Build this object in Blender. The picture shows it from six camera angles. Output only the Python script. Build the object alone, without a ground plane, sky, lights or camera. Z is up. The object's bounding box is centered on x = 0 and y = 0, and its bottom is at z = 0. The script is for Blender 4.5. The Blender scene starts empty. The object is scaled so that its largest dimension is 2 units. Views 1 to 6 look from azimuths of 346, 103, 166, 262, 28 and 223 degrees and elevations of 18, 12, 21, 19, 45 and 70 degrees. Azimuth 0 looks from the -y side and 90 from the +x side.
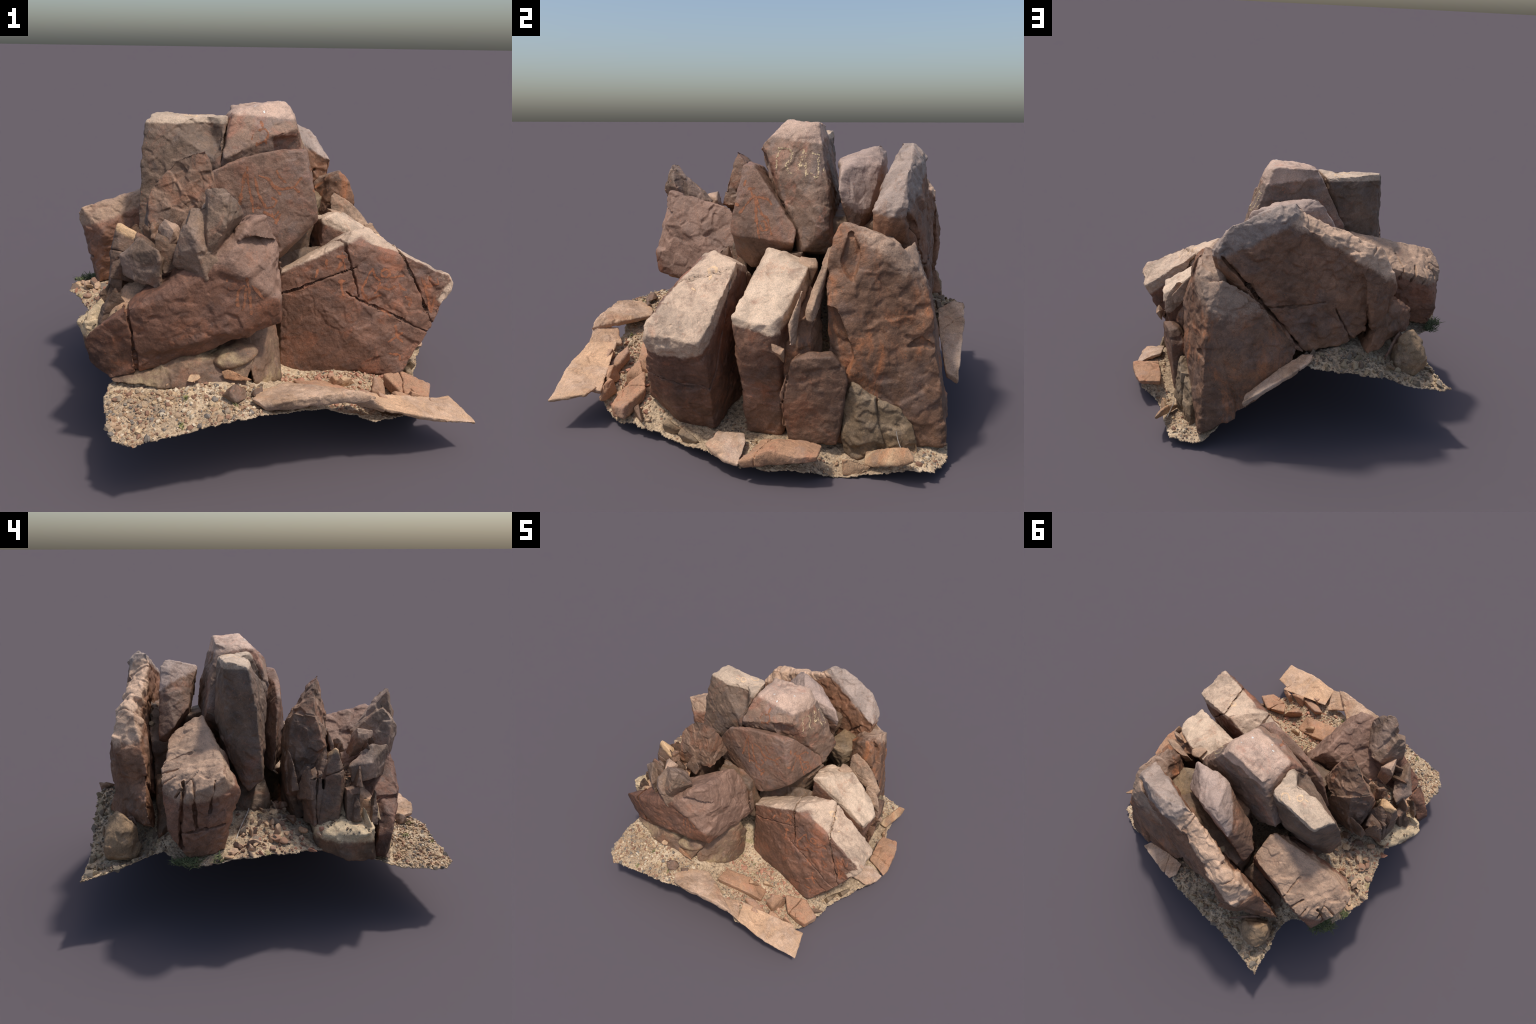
import bpy, bmesh, math, random
import numpy as np
from mathutils import Vector
from mathutils.bvhtree import BVHTree

random.seed(7)
RNG = np.random.RandomState(7)

# ----------------------------------------------------------------------------
# numeric noise
# ----------------------------------------------------------------------------
def _hash(ix, iy, iz, seed):
    h = (ix.astype(np.int64) * 374761393 + iy.astype(np.int64) * 668265263 +
         iz.astype(np.int64) * 2147483647 + seed * 144665) & 0xFFFFFFFF
    h = ((h ^ (h >> 13)) * 1274126177) & 0xFFFFFFFF
    h = (h ^ (h >> 16)) & 0xFFFFFFFF
    return h


def vnoise(p, seed=0):
    """gradient noise, about -0.7..0.7"""
    i = np.floor(p).astype(np.int64)
    f = p - i
    u = f * f * f * (f * (f * 6 - 15) + 10)
    out = 0
    for dx in (0, 1):
        wx = u[:, 0] if dx else 1 - u[:, 0]
        for dy in (0, 1):
            wy = u[:, 1] if dy else 1 - u[:, 1]
            for dz in (0, 1):
                wz = u[:, 2] if dz else 1 - u[:, 2]
                h = _hash(i[:, 0] + dx, i[:, 1] + dy, i[:, 2] + dz, seed)
                gx = (h & 1023) / 511.5 - 1
                gy = ((h >> 10) & 1023) / 511.5 - 1
                gz = ((h >> 20) & 1023) / 511.5 - 1
                out = out + wx * wy * wz * (gx * (f[:, 0] - dx) + gy * (f[:, 1] - dy) + gz * (f[:, 2] - dz))
    return out


def fbm(p, octaves=4, seed=0, gain=0.5):
    a, s, t = 1.0, 0, p
    for o in range(octaves):
        s = s + a * vnoise(t, seed + o * 17)
        t = t * 2.03 + 3.1
        a *= gain
    return s


def worley(p, seed=0):
    """distance to the nearest and second nearest cell point"""
    i = np.floor(p).astype(np.int64)
    f1 = np.full(len(p), 9.0)
    f2 = np.full(len(p), 9.0)
    for dx in (-1, 0, 1):
        for dy in (-1, 0, 1):
            for dz in (-1, 0, 1):
                c = i + np.array((dx, dy, dz))
                h = _hash(c[:, 0], c[:, 1], c[:, 2], seed)
                q = c + np.stack(((h & 1023) / 1023, ((h >> 10) & 1023) / 1023, ((h >> 20) & 1023) / 1023), 1)
                d = np.sqrt(((p - q) ** 2).sum(1))
                f2 = np.minimum(f2, np.maximum(d, f1))
                f1 = np.minimum(f1, d)
    return f1, f2


def facets(p, seed=0):
    """flat, randomly tilted facets: each cell of a Voronoi mosaic is one small plane"""
    i = np.floor(p).astype(np.int64)
    f1 = np.full(len(p), 9.0)
    f2 = np.full(len(p), 9.0)
    best = np.zeros(len(p))
    other = np.zeros(len(p))
    for dx in (-1, 0, 1):
        for dy in (-1, 0, 1):
            for dz in (-1, 0, 1):
                c = i + np.array((dx, dy, dz))
                h = _hash(c[:, 0], c[:, 1], c[:, 2], seed)
                q = c + np.stack(((h & 1023) / 1023, ((h >> 10) & 1023) / 1023, ((h >> 20) & 1023) / 1023), 1)
                k = _hash(c[:, 0], c[:, 1], c[:, 2], seed + 501)
                g = np.stack(((k & 1023) / 511.5 - 1, ((k >> 10) & 1023) / 511.5 - 1, ((k >> 20) & 1023) / 511.5 - 1), 1)
                e = p - q
                d = (e ** 2).sum(1)
                val = (g * e).sum(1) + 0.5 * g[:, 0]
                m = d < f1
                m2 = (~m) & (d < f2)
                other = np.where(m, best, np.where(m2, val, other))
                f2 = np.where(m, f1, np.minimum(f2, d))
                best = np.where(m, val, best)
                f1 = np.where(m, d, f1)
    w = 0.5 * (1 - np.clip((np.sqrt(f2) - np.sqrt(f1)) / 0.10, 0, 1))
    return best * (1 - w) + other * w


# ----------------------------------------------------------------------------
# solids: smooth intersections of half spaces, unions, cracks -> surface nets
# ----------------------------------------------------------------------------
def hull_planes(points):
    bm = bmesh.new()
    for p in points:
        bm.verts.new(p)
    bmesh.ops.convex_hull(bm, input=bm.verts)
    bm.faces.ensure_lookup_table()
    planes = []
    c = np.mean(np.array(points, float), 0)
    faces = sorted((f for f in bm.faces if f.calc_area() > 1e-7), key=lambda f: -f.calc_area())
    for f in faces:
        n = np.array(f.normal)
        d = float(n @ np.array(f.verts[0].co))
        if n @ c > d:
            n, d = -n, -d
        for m, e in planes:
            if n @ m > 0.995 and abs(d - e) < 0.012:
                break
        else:
            planes.append((n, d))
    bm.free()
    return planes


def surface_nets(F, origin, h):
    """quads around the zero set of the sampled field F"""
    S = F < 0
    nx, ny, nz = F.shape
    cell = np.zeros((nx - 1, ny - 1, nz - 1), int)
    for a in (0, 1):
        for b in (0, 1):
            for c in (0, 1):
                cell += S[a:nx - 1 + a, b:ny - 1 + b, c:nz - 1 + c]
    act = (cell > 0) & (cell < 8)
    idx = np.full(act.shape, -1, int)
    ijk = np.argwhere(act)
    idx[act] = np.arange(len(ijk))
    pos = np.zeros((len(ijk), 3))
    cnt = np.zeros(len(ijk))
    cor = [np.array((a, b, c)) for a in (0, 1) for b in (0, 1) for c in (0, 1)]
    for a in range(8):
        for b in range(a + 1, 8):
            if np.abs(cor[a] - cor[b]).sum() != 1:
                continue
            A, B = ijk + cor[a], ijk + cor[b]
            fa, fb = F[A[:, 0], A[:, 1], A[:, 2]], F[B[:, 0], B[:, 1], B[:, 2]]
            m = (fa < 0) != (fb < 0)
            t = np.where(m, fa / np.where(m, fa - fb, 1), 0)
            pos += np.where(m[:, None], cor[a] + (cor[b] - cor[a]) * t[:, None], 0)
            cnt += m
    verts = origin + (ijk + pos / cnt[:, None]) * h
    quads = []
    for ax in range(3):
        o1, o2 = [(1, 2), (2, 0), (0, 1)][ax]
        sl = [slice(1, n - 1) for n in F.shape]
        sl[ax] = slice(0, F.shape[ax] - 1)
        sh = list(sl)
        sh[ax] = slice(1, F.shape[ax])
        s0, s1 = S[tuple(sl)], S[tuple(sh)]
        e = np.argwhere(s0 != s1)
        if not len(e):
            continue
        flip = s0[s0 != s1]
        base = e.copy()
        base[:, o1] += 1
        base[:, o2] += 1
        d1 = np.zeros(3, int); d1[o1] = 1
        d2 = np.zeros(3, int); d2[o2] = 1
        g = lambda q: idx[q[:, 0], q[:, 1], q[:, 2]]
        q = np.stack((g(base - d1 - d2), g(base - d2), g(base), g(base - d1)), 1)
        q[~flip] = q[~flip][:, ::-1]
        quads.append(q)
    return verts, np.concatenate(quads)


def vertex_normals(v, q):
    n = np.cross(v[q[:, 2]] - v[q[:, 0]], v[q[:, 3]] - v[q[:, 1]])
    out = np.zeros_like(v)
    for k in range(4):
        np.add.at(out, q[:, k], n)
    return out / np.maximum(np.linalg.norm(out, axis=1), 1e-12)[:, None]


def mesh_from(name, v, q, mat, smooth=True):
    me = bpy.data.meshes.new(name)
    me.vertices.add(len(v))
    me.vertices.foreach_set("co", np.ascontiguousarray(v, dtype=np.float32).ravel())
    k = q.shape[1]
    me.loops.add(q.size)
    me.polygons.add(len(q))
    me.loops.foreach_set("vertex_index", q.astype(np.int32).ravel())
    me.polygons.foreach_set("loop_start", np.arange(0, q.size, k, dtype=np.int32))
    me.polygons.foreach_set("loop_total", np.full(len(q), k, dtype=np.int32))
    me.polygons.foreach_set("use_smooth", np.full(len(q), smooth))
    me.update(calc_edges=True)
    me.validate()
    if mat:
        me.materials.append(mat)
    return me


ROOT = bpy.data.objects.new("rock_outcrop", None)
bpy.context.scene.collection.objects.link(ROOT)
ROOT["label"] = "weathered brown desert boulders carved with rock art"
ROOT["category"] = "rock outcrop"
PARTS = {}


def add(name, me, parent=None):
    ob = bpy.data.objects.new(name, me)
    bpy.context.scene.collection.objects.link(ob)
    ob.parent = parent or ROOT
    return ob


def rock(key, name, hulls, mat, h=0.0055, round_=0.0015, wav=0.006, scal=0.006, scal_f=9.0,
         fine=0.0015, cracks=(), cuts=(), strata=None, chips=6, chip=0.009, seed=1, parent=None, rough_zone=None, inset=0.005, hair=0.0022, edge=0.007):
    """hulls: lists of corner points, united.  cuts: corner lists carved away.
    cracks: (point, normal, width, depth[, centre, radius]).  strata: (direction, pitch, depth)."""
    rng = np.random.RandomState(seed * 31 + 5)
    allp = np.array([p for hl in hulls for p in hl], float)
    lo, hi = allp.min(0) - 0.03, allp.max(0) + 0.03
    n = np.ceil((hi - lo) / h).astype(int) + 1
    ax = [lo[i] + h * np.arange(n[i]) for i in range(3)]
    X, Y, Z = np.meshgrid(*ax, indexing="ij")
    X, Y, Z = (a.astype(np.float32) for a in (X, Y, Z))

    PLANES = []

    def solid(points, r, chipn=0):
        pl = hull_planes(points)
        P = np.array(points, float)
        c = P.mean(0)
        for _ in range(chipn):
            a, b = P[rng.randint(len(P))], P[rng.randint(len(P))]
            w = rng.rand() * 0.35
            p = a * (1 - w) + b * w
            nn = (p - c) / np.linalg.norm(p - c) + rng.randn(3) * 0.45
            nn /= np.linalg.norm(nn)
            pl.append((nn, float((P @ nn).max()) - chip * (0.3 + rng.rand())))
        PLANES.append([(np.array(m, float), d) for m, d in pl])
        ds = [(np.float32(m[0]) * X + np.float32(m[1]) * Y + np.float32(m[2]) * Z - np.float32(d)) for m, d in pl]
        M = ds[0].copy()
        for d in ds[1:]:
            np.maximum(M, d, out=M)
        if r <= 0:
            return M
        S = np.zeros_like(M)
        for d in ds:
            S += np.exp(np.maximum((d - M) / r, -30))
        return M + r * np.log(S) * 0.75

    F = None
    for hl in hulls:
        f = solid(hl, round_, chips)
        F = f if F is None else np.minimum(F, f)
    nhull = len(PLANES)
    for c in cuts:
        F = np.maximum(F, -solid(c, round_ * 0.7))
    F = F + np.float32(inset)
    F0 = F.copy()
    for cr in cracks:
        (px, py, pz), nn, w, depth = cr[:4]
        nn = np.array(nn, float) / np.linalg.norm(nn)
        wob = 0.007 * np.sin(X * 13 + seed) * np.cos(Z * 17 + Y * 11) + 0.0025 * np.sin(Z * 53 + X * 41 + Y * 47) * np.sin(X * 97 - Z * 83 + seed)
        dist = np.abs(nn[0] * (X - px) + nn[1] * (Y - py) + nn[2] * (Z - pz) + wob)
        g = w * np.clip(1 + F0 / depth, 0, 1.2) - dist
        if len(cr) > 4:
            cx, cy, cz = cr[4]
            rr = np.sqrt((X - cx) ** 2 + (Y - cy) ** 2 + (Z - cz) ** 2)
            g = g - np.maximum(rr - cr[5], 0)
        F = np.maximum(F, g)
    v, q = surface_nets(F.astype(np.float64), lo, h)
    nrm = vertex_normals(v, q)
    p = v + seed * 3.7
    amp = 1.0
    if rough_zone is not None:
        (cx, cy, cz), rad, k = rough_zone
        amp = 1 + k * np.clip(1.3 - np.linalg.norm(v - np.array((cx, cy, cz)), axis=1) / rad, 0, 1)
    d = wav * 1.6 * fbm(p * 4.5, 3, seed)
    if scal:
        warp = p + 0.02 * np.stack([vnoise(p * 7 + k * 9, seed + k) for k in range(3)], 1)
        # broken edges: how near each vertex lies to a corner between two faces of its hull
        near = np.full(len(v), 9.0)
        gap = np.zeros(len(v))
        for pl in PLANES[:nhull]:
            D = np.sort(v @ np.array([m for m, _ in pl]).T - np.array([e for _, e in pl]), axis=1)
            m = np.abs(D[:, -1]) < near
            near = np.where(m, np.abs(D[:, -1]), near)
            gap = np.where(m, D[:, -1] - D[:, -2], gap)
        small = h < 0.0054 and (hi - lo).max() < 0.6
        E = np.clip(1 - gap / (0.014 if small else 0.032), 0, 1)
        fa, fb = facets(warp * scal_f, seed), facets(warp * scal_f * 2.4 + 5, seed + 3)
        d = d + amp * scal * (fa * (0.5 + 0.7 * E) + fb * (0.2 + 0.5 * E)) - edge * (0.35 if small else 1.0) * E * np.clip(0.35 + facets(warp * 13 + 2, seed + 7), 0, 1.2)
    if strata is not None:
        sd, pitch, sdep = strata
        sd = np.array(sd, float) / np.linalg.norm(sd)
        t = (v @ sd) / pitch + 0.8 * fbm(p * 5, 2, seed + 9)
        fr = t - np.floor(t)
        d = d + sdep * amp * (np.abs(fr - 0.5) * 2 - 0.5 - 0.9 * (fr < 0.12))
    if hair:
        n1 = fbm(p * 4.3 + 11, 3, seed + 70, 0.45)
        n2 = fbm(p * 7.1 + 5, 2, seed + 75, 0.4)
        gate = np.clip(fbm(p * 2.6, 2, seed + 80) * 5 - 0.1, 0, 1)
        d = d - hair * gate * (np.exp(-(n1 / 0.022) ** 2) + 0.6 * np.exp(-(n2 / 0.030) ** 2))
    d = d + fine * np.sqrt(amp) * (fbm(p * 30, 4, seed + 40, 0.6) * 1.6)
    v = v + nrm * np.asarray(d)[:, None]
    me = mesh_from(name, v, q, mat)
    ob = add(name, me, parent)
    PARTS[key] = (ob, v, q)
    return ob


# ----------------------------------------------------------------------------
# materials
# ----------------------------------------------------------------------------
def srgb(r, g, b):
    f = lambda c: ((c / 255 + 0.055) / 1.055) ** 2.4 if c > 10 else c / 255 / 12.92
    return (f(r), f(g), f(b), 1)


class Nodes:
    def __init__(self, name):
        self.m = bpy.data.materials.new(name)
        self.m.use_nodes = True
        self.t = self.m.node_tree
        self.t.nodes.clear()
        self.out = self.new("ShaderNodeOutputMaterial")
        self.bsdf = self.new("ShaderNodeBsdfPrincipled")
        self.link(self.bsdf.outputs[0], self.out.inputs[0])
        self.co = self.new("ShaderNodeTexCoord").outputs["Object"]

    def new(self, kind, **kw):
        n = self.t.nodes.new(kind)
        for k, v in kw.items():
            setattr(n, k, v)
        return n

    def link(self, a, b):
        self.t.links.new(a, b)

    def put(self, sock, val):
        if hasattr(val, "is_output"):
            self.link(val, sock)
        else:
            sock.default_value = val

    def mapping(self, loc=(0, 0, 0), scale=(1, 1, 1), rot=(0, 0, 0)):
        n = self.new("ShaderNodeMapping")
        n.inputs["Location"].default_value = loc
        n.inputs["Scale"].default_value = scale
        n.inputs["Rotation"].default_value = rot
        self.link(self.co, n.inputs["Vector"])
        return n.outputs[0]

    def noise(self, scale, detail=6, rough=0.6, vec=None, dist=0.0):
        n = self.new("ShaderNodeTexNoise")
        n.inputs["Scale"].default_value = scale
        n.inputs["Detail"].default_value = detail
        n.inputs["Roughness"].default_value = rough
        n.inputs["Distortion"].default_value = dist
        self.link(vec or self.co, n.inputs["Vector"])
        return n.outputs[0]

    def voronoi(self, scale, feature="F1", out="Distance", vec=None, rand=1.0):
        n = self.new("ShaderNodeTexVoronoi", feature=feature)
        n.inputs["Scale"].default_value = scale
        n.inputs["Randomness"].default_value = rand
        self.link(vec or self.co, n.inputs["Vector"])
        return n.outputs[out]

    def ramp(self, fac, stops, mode="LINEAR"):
        n = self.new("ShaderNodeValToRGB")
        n.color_ramp.interpolation = mode
        e = n.color_ramp.elements
        while len(e) < len(stops):
            e.new(0.5)
        for el, (p, c) in zip(e, stops):
            el.position = p
            el.color = c if len(c) == 4 else (*c, 1)
        self.link(fac, n.inputs[0])
        return n.outputs[0]

    def step(self, fac, a, b):
        n = self.new("ShaderNodeMapRange", interpolation_type="SMOOTHSTEP")
        self.link(fac, n.inputs["Value"])
        n.inputs["From Min"].default_value = a
        n.inputs["From Max"].default_value = b
        return n.outputs[0]

    def math(self, op, a, b=0.0):
        n = self.new("ShaderNodeMath", operation=op)
        self.put(n.inputs[0], a)
        self.put(n.inputs[1], b)
        return n.outputs[0]

    def mix(self, fac, a, b, blend="MIX"):
        n = self.new("ShaderNodeMix", data_type="RGBA", blend_type=blend)
        self.put(n.inputs["Factor"], fac)
        self.put(n.inputs["A"], a)
        self.put(n.inputs["B"], b)
        return n.outputs["Result"]

    def bump(self, height, strength, dist, prev=None):
        n = self.new("ShaderNodeBump")
        n.inputs["Strength"].default_value = strength
        n.inputs["Distance"].default_value = dist
        self.link(height, n.inputs["Height"])
        if prev:
            self.link(prev, n.inputs["Normal"])
        return n.outputs[0]


def rock_material(name, mid, seed=0.0, rust=(172, 106, 72), rust_amt=0.35, worn=None, planes=(), worn2=None, planes2=(), contrast=0.26,  # pale tint
                  rough=0.58, grain=0.5, streak=False, film=0.22):
    """desert varnish: a brown coat with rust bloom and grey film; worn planes (given as
    normal, offset, blend) are coloured paler than the rest of the block"""
    N = Nodes(name)
    k = lambda f: srgb(*[min(255, c * f * q) for c, q in zip(mid, (0.97, 0.965, 0.92))])
    RUST = srgb(*rust)
    v = N.mapping(loc=(seed * 1.7, seed * 0.9, seed * 2.3))
    big = N.noise(2.8, 5, 0.6, v, 0.6)
    med = N.noise(10.0, 8, 0.68, v, 0.3)
    val = N.math("ADD", N.math("MULTIPLY", big, 0.5), N.math("MULTIPLY", med, 0.5))
    col = N.ramp(val, [(0.36, k(1 - contrast)), (0.50, k(1.0)), (0.64, k(1 + contrast * 0.85))])
    rv = N.mapping(loc=(seed * 3.1 + 4, seed, 7), scale=(1, 1, 0.5) if streak else (1, 1, 1))
    rn = N.noise(5.5, 8, 0.72, rv, 0.8)
    col = N.mix(N.math("MULTIPLY", N.step(rn, 0.50, 0.68), rust_amt), col, RUST)
    gn = N.noise(4.6, 7, 0.65, N.mapping(loc=(seed, 9 + seed, 2)), 0.4)
    g = (mid[0] + mid[1] + mid[2]) / 3
    col = N.mix(N.math("MULTIPLY", N.step(gn, 0.52, 0.63), film), col, srgb(g * 1.04 + 8, g * 0.98 + 4, g * 0.95 + 3))
    # fine scratches and thin pale veins
    vein = N.math("ABSOLUTE", N.math("SUBTRACT", N.noise(7.0, 5, 0.6, N.mapping(loc=(2, seed * 2, 5)), 0.5), 0.5))
    col = N.mix(N.math("MULTIPLY", N.math("SUBTRACT", 1.0, N.step(vein, 0.002, 0.016)), 0.12), col, k(1.45))
    dark = N.math("ABSOLUTE", N.math("SUBTRACT", N.noise(4.0, 6, 0.62, N.mapping(loc=(8, seed * 2, 1)), 0.7), 0.5))
    col = N.mix(N.math("MULTIPLY", N.math("SUBTRACT", 1.0, N.step(dark, 0.002, 0.010)), 0.35), col, k(0.6))
    jit = N.math("SUBTRACT", N.noise(15, 9, 0.78, v, 0.4), 0.5)
    patch = N.math("SUBTRACT", 1.0, N.math("MULTIPLY", N.step(N.noise(8.5, 7, 0.7, N.mapping(loc=(1, 4, seed)), 0.6), 0.54, 0.66), 0.45))
    for wc, pls in ((worn, planes), (worn2, planes2)):
        if wc is None:
            continue
        wcol = N.ramp(N.noise(6, 7, 0.7, v, 0.5), [(0.36, srgb(*[c * 0.84 for c in wc])), (0.52, srgb(*wc)), (0.68, srgb(*[min(255, c * 1.10) for c in wc]))])
        wcol = N.mix(N.math("MULTIPLY", N.step(rn, 0.58, 0.70), 0.5), wcol, srgb(*[(a * 0.4 + b * 0.6) for a, b in zip(wc, rust)]))
        mask = None
        for pl in pls:
            m = None
            for (nn, d0, w) in (pl if isinstance(pl, list) else [pl]):
                dot = N.new("ShaderNodeVectorMath", operation="DOT_PRODUCT")
                N.link(N.co, dot.inputs[0])
                dot.inputs[1].default_value = nn
                one = N.step(N.math("ADD", dot.outputs["Value"], N.math("MULTIPLY", jit, w * 7.0)), d0 - w * 1.3, d0 + w * 0.9)
                m = one if m is None else N.math("MULTIPLY", m, one)
            mask = m if mask is None else N.math("MAXIMUM", mask, m)
        if mask is None:
            mask = N.step(N.noise(3.4, 7, 0.66, N.mapping(loc=(5, seed, 3)), 0.4), 0.46, 0.62)
        col = N.mix(N.math("MULTIPLY", N.math("MULTIPLY", mask, patch), 0.92), col, wcol)
    sp = N.noise(190, 3, 0.6, v)
    col = N.mix(grain, col, N.ramp(sp, [(0.30, (0.52, 0.52, 0.54)), (0.5, (1, 1, 1)), (0.70, (1.5, 1.42, 1.34))]), "MULTIPLY")
    fl = N.voronoi(60, "F1", "Distance", v)
    flm = N.math("MULTIPLY", N.step(N.noise(15, 3, 0.6, rv), 0.54, 0.66), N.math("SUBTRACT", 1.0, N.step(fl, 0.10, 0.30)))
    col = N.mix(N.math("MULTIPLY", flm, 0.40), col, srgb(*[min(255, c * 1.1) for c in rust]))
    N.link(col, N.bsdf.inputs["Base Color"])
    rg = N.ramp(N.noise(12, 4, 0.6, v), [(0.3, (rough - 0.12,) * 3), (0.7, (rough + 0.14,) * 3)])
    N.link(rg, N.bsdf.inputs["Roughness"])
    N.bsdf.inputs["Specular IOR Level"].default_value = 0.42
    b = N.bump(N.noise(34, 7, 0.72, v, 0.3), 0.60, 0.008)
    b = N.bump(N.noise(130, 5, 0.7, v), 0.55, 0.0030, b)
    N.link(b, N.bsdf.inputs["Normal"])
    return N.m


M_A = rock_material("engraved_rust_varnish", (122, 88, 73), 1.0, (168, 104, 72), 0.55, (206, 178, 152),
                    [[((0.62, -0.1, 0.78), 0.915, 0.008), ((0.12, 0.96, -0.24), -0.393, 0.005)], ((-0.35, 0.3, 0.9), 0.505, 0.007)])
M_B = rock_material("pale_topped_rock", (130, 96, 80), 2.0, (168, 100, 66), 0.4, (208, 182, 156), [((0.45, 0.1, 0.89), 0.866, 0.007)])
M_D = rock_material("umber_rock", (116, 88, 73), 3.0, rust_amt=0.3, worn=(176, 150, 130), planes=[((0.4, 0.0, 0.92), 0.763, 0.006)])
M_E = rock_material("rust_streaked_rock", (128, 95, 76), 6.0, (182, 116, 74), 0.85, (172, 144, 122), [((0.0, 0.6, 0.8), 1.06, 0.03)], streak=True, contrast=0.3)
M_F = rock_material("back_wall_rock", (138, 101, 80), 11.0, (158, 96, 62), 0.45, (204, 170, 142), [((-0.45, 0.2, 0.87), 1.165, 0.014)],
                    (166, 147, 134), [((0.5, 0.15, 0.85), 1.232, 0.010)], streak=True, contrast=0.3)
M_G = rock_material("brown_slab_rock", (128, 99, 84), 12.0, rust_amt=0.3, worn=(178, 154, 140), planes=[((0.35, 0.6, 0.72), 1.098, 0.009)])
M_H = rock_material("summit_rock", (133, 107, 93), 13.0, (184, 112, 84), 0.4, (198, 167, 146), [((0.1, 0.1, 1.0), 1.362, 0.008)], film=0.34)
M_I = rock_material("grey_brown_rock", (124, 101, 87), 14.0, (176, 110, 80), 0.3, (200, 175, 150), [((0, 0, 1), 1.327, 0.005)], film=0.34)
M_J = rock_material("engraved_slab_rock", (130, 101, 87), 15.0, (156, 100, 76), 0.4, film=0.30, contrast=0.18)
M_K = rock_material("long_boulder_rock", (114, 81, 67), 16.0, (158, 98, 66), 0.5, (146, 115, 97), [((0.45, 0.55, 0.7), 0.045, 0.013)], contrast=0.3)
M_N = rock_material("split_block_rock", (138, 100, 82), 26.0, rust_amt=0.35, worn=(182, 150, 124), planes=[((-0.3, 0.2, 0.93), 1.058, 0.011)])
M_SPIRE = rock_material("spire_rock", (116, 92, 78), 4.0, (164, 104, 72), 0.45, contrast=0.4)
M_SPIRE_PALE = rock_material("weathered_spire_rock", (134, 110, 95), 21.0, (164, 104, 72), 0.4, (160, 134, 116), contrast=0.35)
M_LEDGE = rock_material("ledge_rock", (118, 92, 74), 24.0, rust_amt=0.25, worn=(216, 190, 152), planes=[((0.0, 0.0, 1.0), 0.515, 0.012)])
M_SPLIT = rock_material("split_spire_rock", (118, 95, 82), 19.0, (160, 100, 70), 0.35, (210, 172, 130), [((0.5, 0.0, 0.86), 0.425, 0.008)])
M_BENCH = rock_material("dusty_bench_rock", (122, 96, 80), 27.0, rust_amt=0.3, worn=(172, 148, 112))
M_TAN = rock_material("tan_broken_rock", (176, 138, 110), 5.0, (186, 120, 78), 0.35, (206, 178, 142), rough=0.8)
M_FLAKE = rock_material("pale_flake_rock", (176, 146, 126), 8.0, (170, 108, 76), 0.4, (200, 172, 150), rough=0.78)
M_SLAB = rock_material("tan_slab_rock", (186, 151, 125), 9.0, (182, 124, 94), 0.4, (200, 168, 142), rough=0.8, contrast=0.2)
M_SLAB_RED = rock_material("reddish_slab_rock", (172, 133, 108), 10.0, (178, 112, 82), 0.5, rough=0.8, contrast=0.16)
M_BROKEN = rock_material("broken_brown_rock", (138, 108, 90), 20.0, (170, 108, 76), 0.4, (188, 156, 132), [((0.3, -0.3, 0.9), 0.83, 0.02)])
M_OLIVE = rock_material("dusty_olive_rock", (126, 104, 82), 7.0, (150, 108, 78), 0.35, (158, 136, 110), rough=0.8)
M_CORE = rock_material("wedged_rock", (112, 90, 74), 17.0, rust_amt=0.3)
M_BACKSTONE = rock_material("grey_tan_boulder", (160, 132, 106), 18.0, (168, 116, 78), 0.3, rough=0.8)

# ----------------------------------------------------------------------------
# the big blocks
# ----------------------------------------------------------------------------
# front right boulder: broad engraved face towards -y, top sloping down to +x
rock("A", "boulder", [[
    (0.0, -0.27, 0.665), (0.33, -0.29, 0.80), (0.62, -0.345, 0.69), (0.82, -0.355, 0.665), (0.88, -0.37, 0.57),
    (0.87, -0.32, 0.50), (0.735, -0.43, 0.34), (0.57, -0.48, 0.15), (0.01, -0.29, 0.14),
    (0.52, -0.06, 0.81), (0.40, -0.20, 0.835), (0.89, -0.13, 0.545), (0.81, -0.10, 0.60), (0.65, -0.12, 0.68), (0.38, -0.06, 0.765),
    (0.25, -0.08, 0.71), (0.0, -0.12, 0.60), (0.62, -0.315, 0.05), (0.64, -0.14, 0.05), (0.80, -0.11, 0.37),
    (0.0, -0.10, 0.16), (0.35, -0.06, 0.14)]],
    M_A, cracks=[((0.33, -0.29, 0.8), (1, 0.25, 0.12), 0.0036, 0.035, (0.33, -0.25, 0.72), 0.22),
                      ((0.625, -0.345, 0.69), (1, 0.12, 0.42), 0.0036, 0.035),
                      ((0.15, -0.29, 0.60), (-0.33, 0, 1), 0.0036, 0.025, (0.15, -0.3, 0.6), 0.24),
                      ((0.5, -0.40, 0.46), (0.5, 0, 1), 0.004, 0.02, (0.55, -0.4, 0.46), 0.26)],
    seed=1, h=0.0045, cuts=[[(0.53, -0.5, 0.81), (0.53, 0.1, 0.81), (0.60, -0.5, 0.752), (0.60, 0.1, 0.752), (0.66, -0.5, 0.706), (0.66, 0.1, 0.706), (0.80, -0.5, 0.634), (0.80, 0.1, 0.634), (0.88, -0.5, 0.605), (0.88, 0.1, 0.605), (0.53, -0.5, 1.0), (0.53, 0.1, 1.0), (0.95, -0.5, 0.9), (0.95, 0.1, 0.9)]], scal=0.004, wav=0.004, rough_zone=((0.85, -0.25, 0.62), 0.2, 1.6))

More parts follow.
